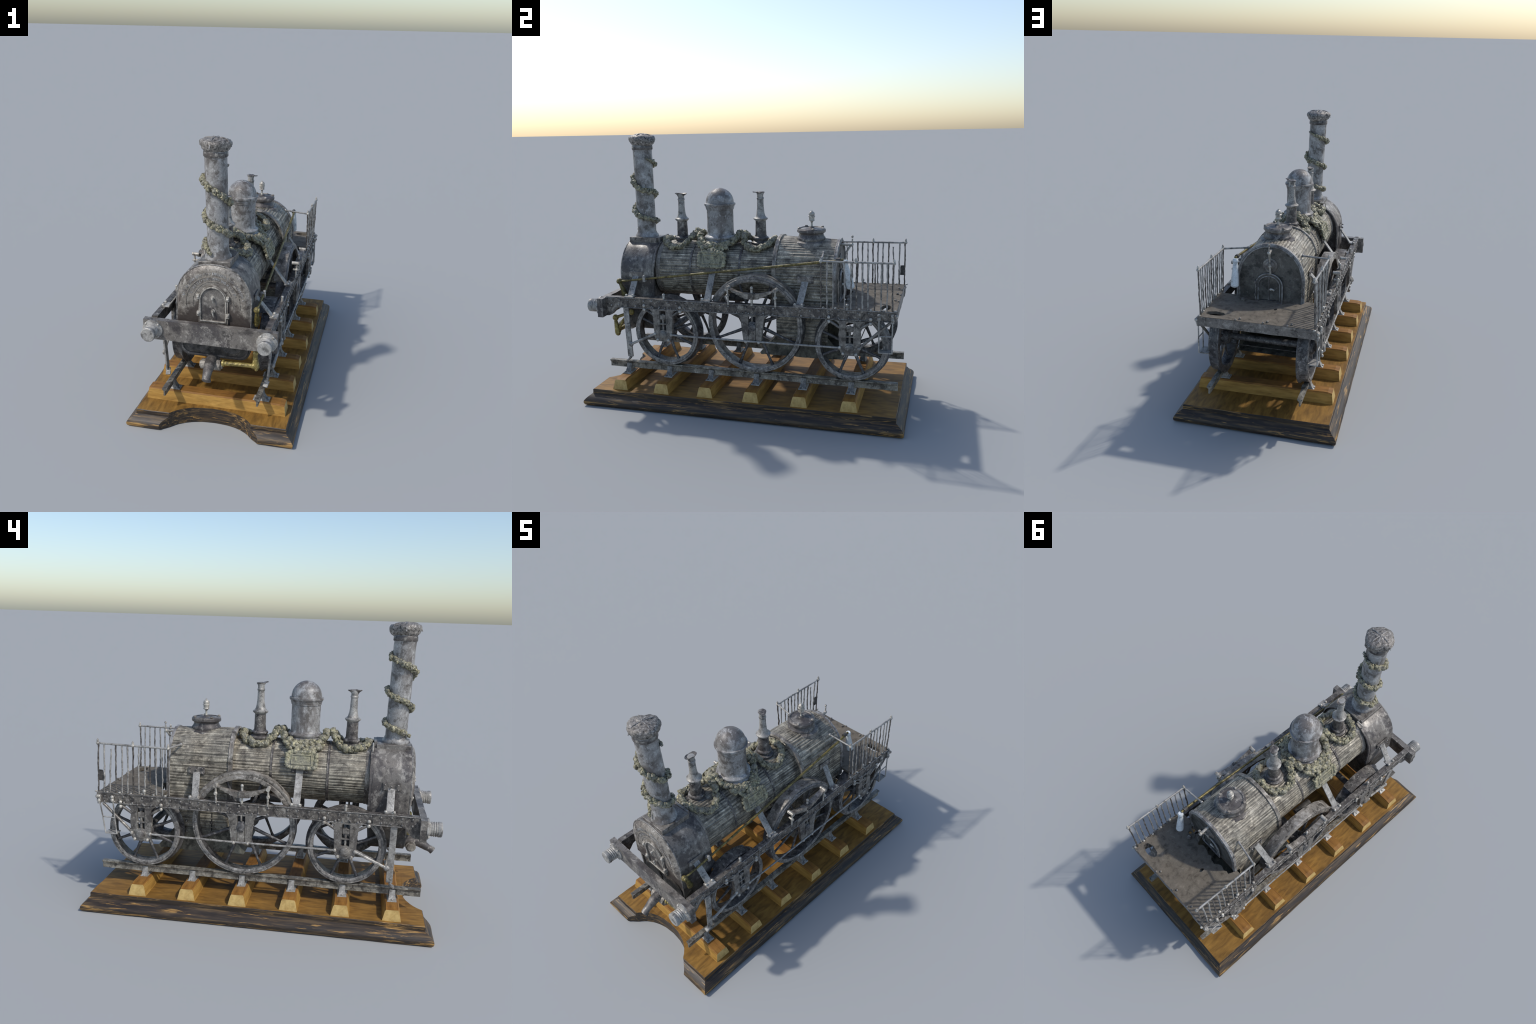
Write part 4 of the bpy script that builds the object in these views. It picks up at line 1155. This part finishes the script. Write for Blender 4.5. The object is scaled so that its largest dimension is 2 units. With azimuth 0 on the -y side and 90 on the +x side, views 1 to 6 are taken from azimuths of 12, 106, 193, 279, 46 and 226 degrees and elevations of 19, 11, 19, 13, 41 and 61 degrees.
        big.join(rod((s * 0.332, 0.66, 0.668), (s * 0.332, 0.66, 0.692), 0.007)).join(ball((s * 0.332, 0.66, 0.697), 0.011))
        # splasher over the driving wheel
        a0 = math.degrees(math.asin((0.674 - 0.535) / 0.303))
        v = []; m = M(); N = 48
        sec = [(0.222, 0.2985), (0.222, 0.303), (0.276, 0.304), (0.284, 0.306), (0.291, 0.304), (0.293, 0.297), (0.2915, 0.290), (0.2905, 0.286), (0.294, 0.282), (0.294, 0.262), (0.2905, 0.260), (0.2905, 0.2985)]
        for i in range(N + 1):
            a = radians(a0 + (180 - 2 * a0) * i / N)
            for x, r in sec: v.append((x, y - r * cos(a), 0.535 + r * sin(a)))
        k = len(sec); m.add(v, [])
        for i in range(N):
            for q in range(k):
                l = (q + 1) % k; m.f.append((i * k + q, i * k + l, (i + 1) * k + l, (i + 1) * k + q)); m.m.append(0)
        m.f.append(tuple(range(k))); m.m.append(0); m.f.append(tuple(N * k + q for q in range(k - 1, -1, -1))); m.m.append(0)
        m.weather(0.0018, 20)
        (m if s > 0 else m.mirror()).obj("splasher", MAT_FACE, None, 45)
        # low covers over the carrying wheels at the front
        y, z, R = WHEELS[0]
        v = []; m = M(); N = 20
        for i in range(N + 1):
            a = radians(58 + 64 * i / N)
            for x, r in ((0.222, R + 0.014), (0.222, R + 0.018), (0.262, R + 0.020), (0.300, R + 0.016), (0.300, R + 0.011)): v.append((x, y - r * cos(a), z + r * sin(a)))
        m.add(v, [])
        for i in range(N):
            for q in range(5):
                l = (q + 1) % 5; m.f.append((i * 5 + q, i * 5 + l, (i + 1) * 5 + l, (i + 1) * 5 + q)); m.m.append(0)
        m.f.append(tuple(range(5))); m.m.append(0); m.f.append(tuple(N * 5 + q for q in range(4, -1, -1))); m.m.append(0)
        m.weather(0.002, 20)
        (m if s > 0 else m.mirror()).obj("wheel_cover", MAT_FRAME, None, 45)
    riv.obj("frame_rivet", MAT_RIM, None, 60, kind="stuff")
    big.weather(0.0008, 60).obj("frame_bolt", MAT_BRIGHT, None, 60, kind="stuff")
    # buffer beam with buffers
    X = 0.002
    bb = gridbox((X, -0.888, 0.606), (0.768, 0.036, 0.118), 0.025).weather(0.0020, 16).obj("buffer_beam", MAT_SMOKE, None, 40)
    for s in (1, -1):
        b = lathe([(0.056, 0), (0.056, 0.008), (0.048, 0.013), (0.041, 0.016), (0.038, 0.022), (0.041, 0.028), (0.037, 0.033), (0.041, 0.039), (0.037, 0.045), (0.041, 0.051), (0.037, 0.056), (0.041, 0.062), (0.041, 0.078), (0.037, 0.082), (0.003, 0.082)],
                  32, (X + s * 0.328, -0.905, 0.608), 'y', 0.012, lobes=lambda a, h: (1 + 0.06 * abs(cos(2 * a)) if h < 0.01 else 1)).weather(0.0012, 30).obj("buffer", MAT_STAY, None, 40)
        m = M()
        for a in (45, 135, 225, 315): m.join(ball((X + s * 0.328 + 0.050 * cos(radians(a)), -0.915, 0.608 + 0.050 * sin(radians(a))), 0.008, 8))
        m.obj("buffer_bolt", MAT_BRIGHT, b, kind="stuff")
    # coupling hook
    H = spline([(0.0, -0.800, 0.412), (0, -0.850, 0.424), (0.002, -0.892, 0.423), (0.003, -0.927, 0.407), (0.004, -0.956, 0.392), (0.006, -0.974, 0.382), (0.008, -0.985, 0.374), (0.008, -0.990, 0.370)], 5)
    m = tube(H, lambda t: (0.034 - 0.014 * min(1, t * 1.6) + 0.004 * max(0, t - 0.6) / 0.4) * (1 if t < 0.97 else 0.75), 12)
    for p in m.v: p.x = 0.004 + (p.x - 0.004) * 1.15
    m.weather(0.002, 30)
    hk = m.obj("coupling_hook", MAT_SMOKE, None, 60)
    rod((-0.056, -0.856, 0.404), (0.056, -0.856, 0.404), 0.030, 16).join(rod((-0.066, -0.856, 0.404), (0.066, -0.856, 0.404), 0.019, 12)).weather(0.0015, 40).obj("hook_pin", MAT_FACE, hk, 40)
    m = rod((0.060, -0.852, 0.418), (0.236, -0.848, 0.424), 0.0135, 12).join(lathe([(0.019, 0), (0.021, 0.006), (0.019, 0.014), (0.014, 0.016)], 14, (0.062, -0.852, 0.418), 'x', 0.01))
    m.join(tube(spline([(0.236, -0.848, 0.424), (0.246, -0.845, 0.428), (0.247, -0.835, 0.450), (0.245, -0.80, 0.50), (0.243, -0.765, 0.540)], 5), lambda t: 0.013 - 0.003 * t, 10))
    m.join(ball((0.246, -0.846, 0.422), 0.019))
    m.weather(0.001, 40).obj("brass_pipe", MAT_BRASS, None, 50)
before = set(bpy.data.objects)
build_frame()
def skew(objs, off):
    # the whole model sits a touch askew on its plinth
    for o in objs:
        if o.parent is ROOT and not o.name.startswith('boiler_stay'):
            o.rotation_euler.z -= 0.0065; o.location.x += off + 0.0065 * o.location.y
skew(set(bpy.data.objects) - before, -0.005)
skew(WH, 0.0)
skew([o for o in bpy.data.objects if o.name.startswith('rail') ], 0.001)

# -------------------------------------------------- brass reversing gear etc.
def build_reversing():
    A = [(0.239, -0.818, 0.752), (0.241, -0.639, 0.775), (0.234, -0.10, 0.845), (0.223, 0.489, 0.921), (0.216, 0.618, 0.938)]
    m = tube(spline(A, 12), lambda t: 0.0058 + 0.0026 * t, 9)
    for a in ((0.239, -0.818, 0.752),): m.join(ball(a, 0.019)).join(rod((0.226, -0.818, 0.752), (0.254, -0.818, 0.752), 0.014, 12))
    m.join(tube([(0.240, -0.816, 0.745), (0.237, -0.800, 0.705), (0.234, -0.786, 0.660)], lambda t: 0.009 + 0.010 * t, 10)).join(ball((0.233, -0.785, 0.655), 0.021, 12, (0.7, 1, 1)))
    m.weather(0.001, 45)
    r = m.obj("reversing_rod", MAT_ROD, None, 60)
    m = tube([(0.240, -0.745, 0.552), (0.243, -0.80, 0.533), (0.246, -0.856, 0.512)], 0.010, 10).join(ball((0.240, -0.745, 0.552), 0.020, 12, (0.8, 1, 1))).join(ball((0.247, -0.857, 0.511), 0.021, 12, (0.8, 1, 1)))
    m.join(tube([(0.248, -0.858, 0.505), (0.249, -0.852, 0.46), (0.250, -0.846, 0.415)], lambda t: 0.009 + 0.009 * t, 10)).join(ball((0.250, -0.845, 0.410), 0.019, 12, (0.7, 1, 1)))
    m.weather(0.001, 45).obj("drain_crank", MAT_BRASS, r, 60)
    box((0.238, -0.640, 0.772), (0.03, 0.018, 0.030)).join(ball((0.246, -0.640, 0.792), 0.010)).join(rod((0.215, -0.640, 0.772), (0.25, -0.640, 0.772), 0.007)).obj("rod_clip", MAT_STAY, r, 40, bevel=0.002)
    h = M()
    rod((0.2155, 0.575, 0.935), (0.215, 0.600, 0.937), 0.0135, 12).obj("handle_collar", MAT_DARK, r, 40)
    path = resample([(0.2135, 0.626, 0.936), (0.2115, 0.636, 0.88), (0.2095, 0.652, 0.81), (0.208, 0.664, 0.762)], 0.006)
    def hr(t): return (0.014 + 0.004 * sin(pi * min(1, t * 6))) if t < 0.12 else (0.0135 + 0.0105 * sin(pi * 0.55 * (t - 0.12) / 0.88) if t < 0.93 else 0.0215 * sqrt(max(0.02, 1 - ((t - 0.93) / 0.07) ** 2)))
    tube(path, hr, 16).obj("handle", MAT_PORCELAIN, r, 60)
build_reversing()

# ------------------------------------------------------- platform and railing
def build_platform():
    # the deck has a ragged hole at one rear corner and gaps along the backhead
    def rag(cx_, cy_, rx, ry, n=22, seed=0):
        return [(cx_ + rx * cos(2 * pi * i / n) * (1 + 0.25 * noise.noise(Vector((i * 0.9, seed, 0)))), cy_ + ry * sin(2 * pi * i / n) * (1 + 0.25 * noise.noise(Vector((i * 0.9, seed, 4))))) for i in range(n)]
    ol = [(0.335, 0.560), (0.338, 0.935), (-0.338, 0.935), (-0.335, 0.560), (-0.215, 0.562), (-0.205, 0.580)]
    x = -0.19; r2 = random.Random(4)
    while x < 0.17:
        ol.append((x, 0.624 + r2.uniform(-0.016, 0.016) - 0.12 * max(0, x))); x += 0.018
    ol += [(0.205, 0.585), (0.222, 0.562)]
    holes = [rag(0.258, 0.870, 0.058, 0.028, seed=2), rag(-0.060, 0.720, 0.010, 0.017, 12, seed=5), rag(0.185, 0.612, 0.012, 0.010, 10, seed=9)]
    m = plate(ol, holes, 0.660, 0.678, 'xy')
    bm = bmesh.new(); me = m.mesh("deck_tmp", MAT_DECK); bm.from_mesh(me)
    for _ in range(5):
        es = [e for e in bm.edges if e.calc_length() > 0.035]
        if not es: break
        bmesh.ops.subdivide_edges(bm, edges=es, cuts=1)
        bmesh.ops.triangulate(bm, faces=[f for f in bm.faces if len(f.verts) > 4])
    bpy.data.meshes.remove(me)
    d = M(); bm.verts.index_update()
    d.add([v.co.copy() for v in bm.verts], [tuple(v.index for v in f.verts) for f in bm.faces]); bm.free()
    d.weather(0.0014, 12)
    dk = d.obj("platform", MAT_DECK, None, 40)
    gridbox((0, 0.925, 0.648), (0.690, 0.026, 0.056), 0.03).weather(0.0015, 16).obj("tail_beam", MAT_PLATFORM, dk, 40)
    box((-0.29, 0.939, 0.648), (0.11, 0.006, 0.054)).join(box((0.245, 0.9385, 0.649), (0.10, 0.004, 0.050))).obj("beam_cover_plate", MAT_PLATFORM, dk, 30, bevel=0.002)
    m = M()
    for x in (-0.20, -0.06, 0.10): m.join(ball((x, 0.91, 0.682), 0.008, 8)).join(ball((x + 0.02, 0.93, 0.681), 0.007, 8))
    m.join(lathe([(0.016, 0.672), (0.014, 0.690), (0.005, 0.694)], 12, (0.16, 0.64, 0), 'z', 0.01))
    m.obj("deck_stud", MAT_FACE, dk, 50, kind="stuff")
    # dark drawbar gear under the platform
    rod((-0.22, 0.70, 0.41), (0.22, 0.70, 0.41), 0.003).obj("drag_gear", MAT_DARK, dk, 30)
    # railings
    YR = [0.507, 0.543, 0.576, 0.610, 0.643, 0.680, 0.713, 0.745, 0.778, 0.813, 0.848, 0.881, 0.914]
    YL = [0.523, 0.557, 0.592, 0.627, 0.660, 0.694, 0.726, 0.761, 0.793, 0.830, 0.866, 0.900, 0.933]
    for s, YS in ((1, YR), (-1, YL)):
        y0, y1 = min(YS), max(YS) + 0.004
        def top(y):
            t = (y - 0.5) / 0.43
            return (Vector((0.331 + 0.011 * t, y, 0.949 + 0.003 * t)) if s > 0 else Vector((-0.333 + 0.011 * t, y, 0.952 + 0.006 * t)))
        def foot(y):
            t = (y - 0.5) / 0.43
            return Vector((0.334, y, 0.672)) if s > 0 else Vector((-0.325 - 0.010 * t, y, 0.672))
        P = resample([top(y0 - 0.006), top(y1 + 0.004)], 0.03)
        for p in P: p += noise.noise_vector(p * 9) * 0.002
        m = tube(P, 0.0062, 8)
        z1 = 0.968 if s > 0 else 0.947
        m.join(tube(resample([top(y0), (s * 0.163, 0.494, z1)], 0.03), 0.0058, 8)).join(ball((s * 0.170, 0.494, z1), 0.010, 8))
        hr = m.obj("handrail", MAT_STAY, None, 60)
        for y in (y0, 0.706 if s > 0 else 0.729, y1):
            q = top(y)
            ball(q, 0.0105, 10).join(lathe([(0.006, 0.004), (0.0075, 0.013), (0.005, 0.021), (0.001, 0.027)], 10, q, 'z', 0.01)).obj("railing_knob", MAT_BRIGHT, hr, 60)
        for i, y in enumerate(YS):
            dx = rng.uniform(-0.003, 0.003); dy = rng.uniform(-0.003, 0.003)
            a, b = foot(y), top(y)
            if s < 0 and i == len(YS) - 3: b = a.lerp(b, 0.9) + Vector((0, -0.008, 0))
            P = resample([a, a.lerp(b, 0.5) + Vector((dx, dy, 0)), b], 0.014)
            for p in P[1:-1]: p += noise.noise_vector(p * 45 + Vector((i, 0, 0))) * 0.0030
            sd = rng.uniform(0, 9); th = rng.uniform(0.0040, 0.0050)
            tube(P, lambda t: th + 0.0022 * noise.noise(Vector((t * 13, sd, 0))), 7).obj("baluster", MAT_STAY if i % 3 else MAT_FRAME, hr, 60)
        if s < 0:
            gridbox((-0.331, 0.918, 0.775), (0.008, 0.028, 0.062), 0.012).weather(0.003, 50).obj("railing_latch", MAT_DARK, hr, 40)
        # hanging step at the rear corner
        ya, yb = (0.841, 0.916) if s > 0 else (0.846, 0.925)
        la, lb = (0.841, 0.914) if s > 0 else (0.824, 0.890)
        X = s * 0.349
        m = rod((X, ya, 0.650), (X, la, 0.437), 0.0042, 7, 0.03, 0.002).join(rod((X, yb, 0.640), (X, lb, 0.437), 0.0042, 7, 0.03, 0.002))
        m.join(rod((X, (ya + la) / 2, 0.532), (X, (yb + lb) / 2, 0.536), 0.0038)).join(box((s * 0.322, (la + lb) / 2, 0.437), (0.060, abs(lb - la) + 0.006, 0.006)))
        m.join(rod((X, ya, 0.66), (X, ya, 0.625), 0.009, 8)).join(rod((X, yb, 0.665), (X, yb, 0.612), 0.010, 8))
        m.obj("hanging_step", MAT_STAY, None, 40)
        # bolts on the rear corner
        q = M()
        for y, z in ((ya, 0.655), (ya, 0.637), (yb, 0.655), (yb, 0.630), (0.935, 0.655)): q.join(ball((s * 0.353, y, z), 0.011, 8))
        for y in YS[::2]: q.join(ball((s * 0.336, y + 0.015, 0.680), 0.009, 8, (1, 1, 0.6)))
        q.weather(0.001, 50).obj("corner_bolt", MAT_BRIGHT, None, 60, kind="stuff")
build_platform()
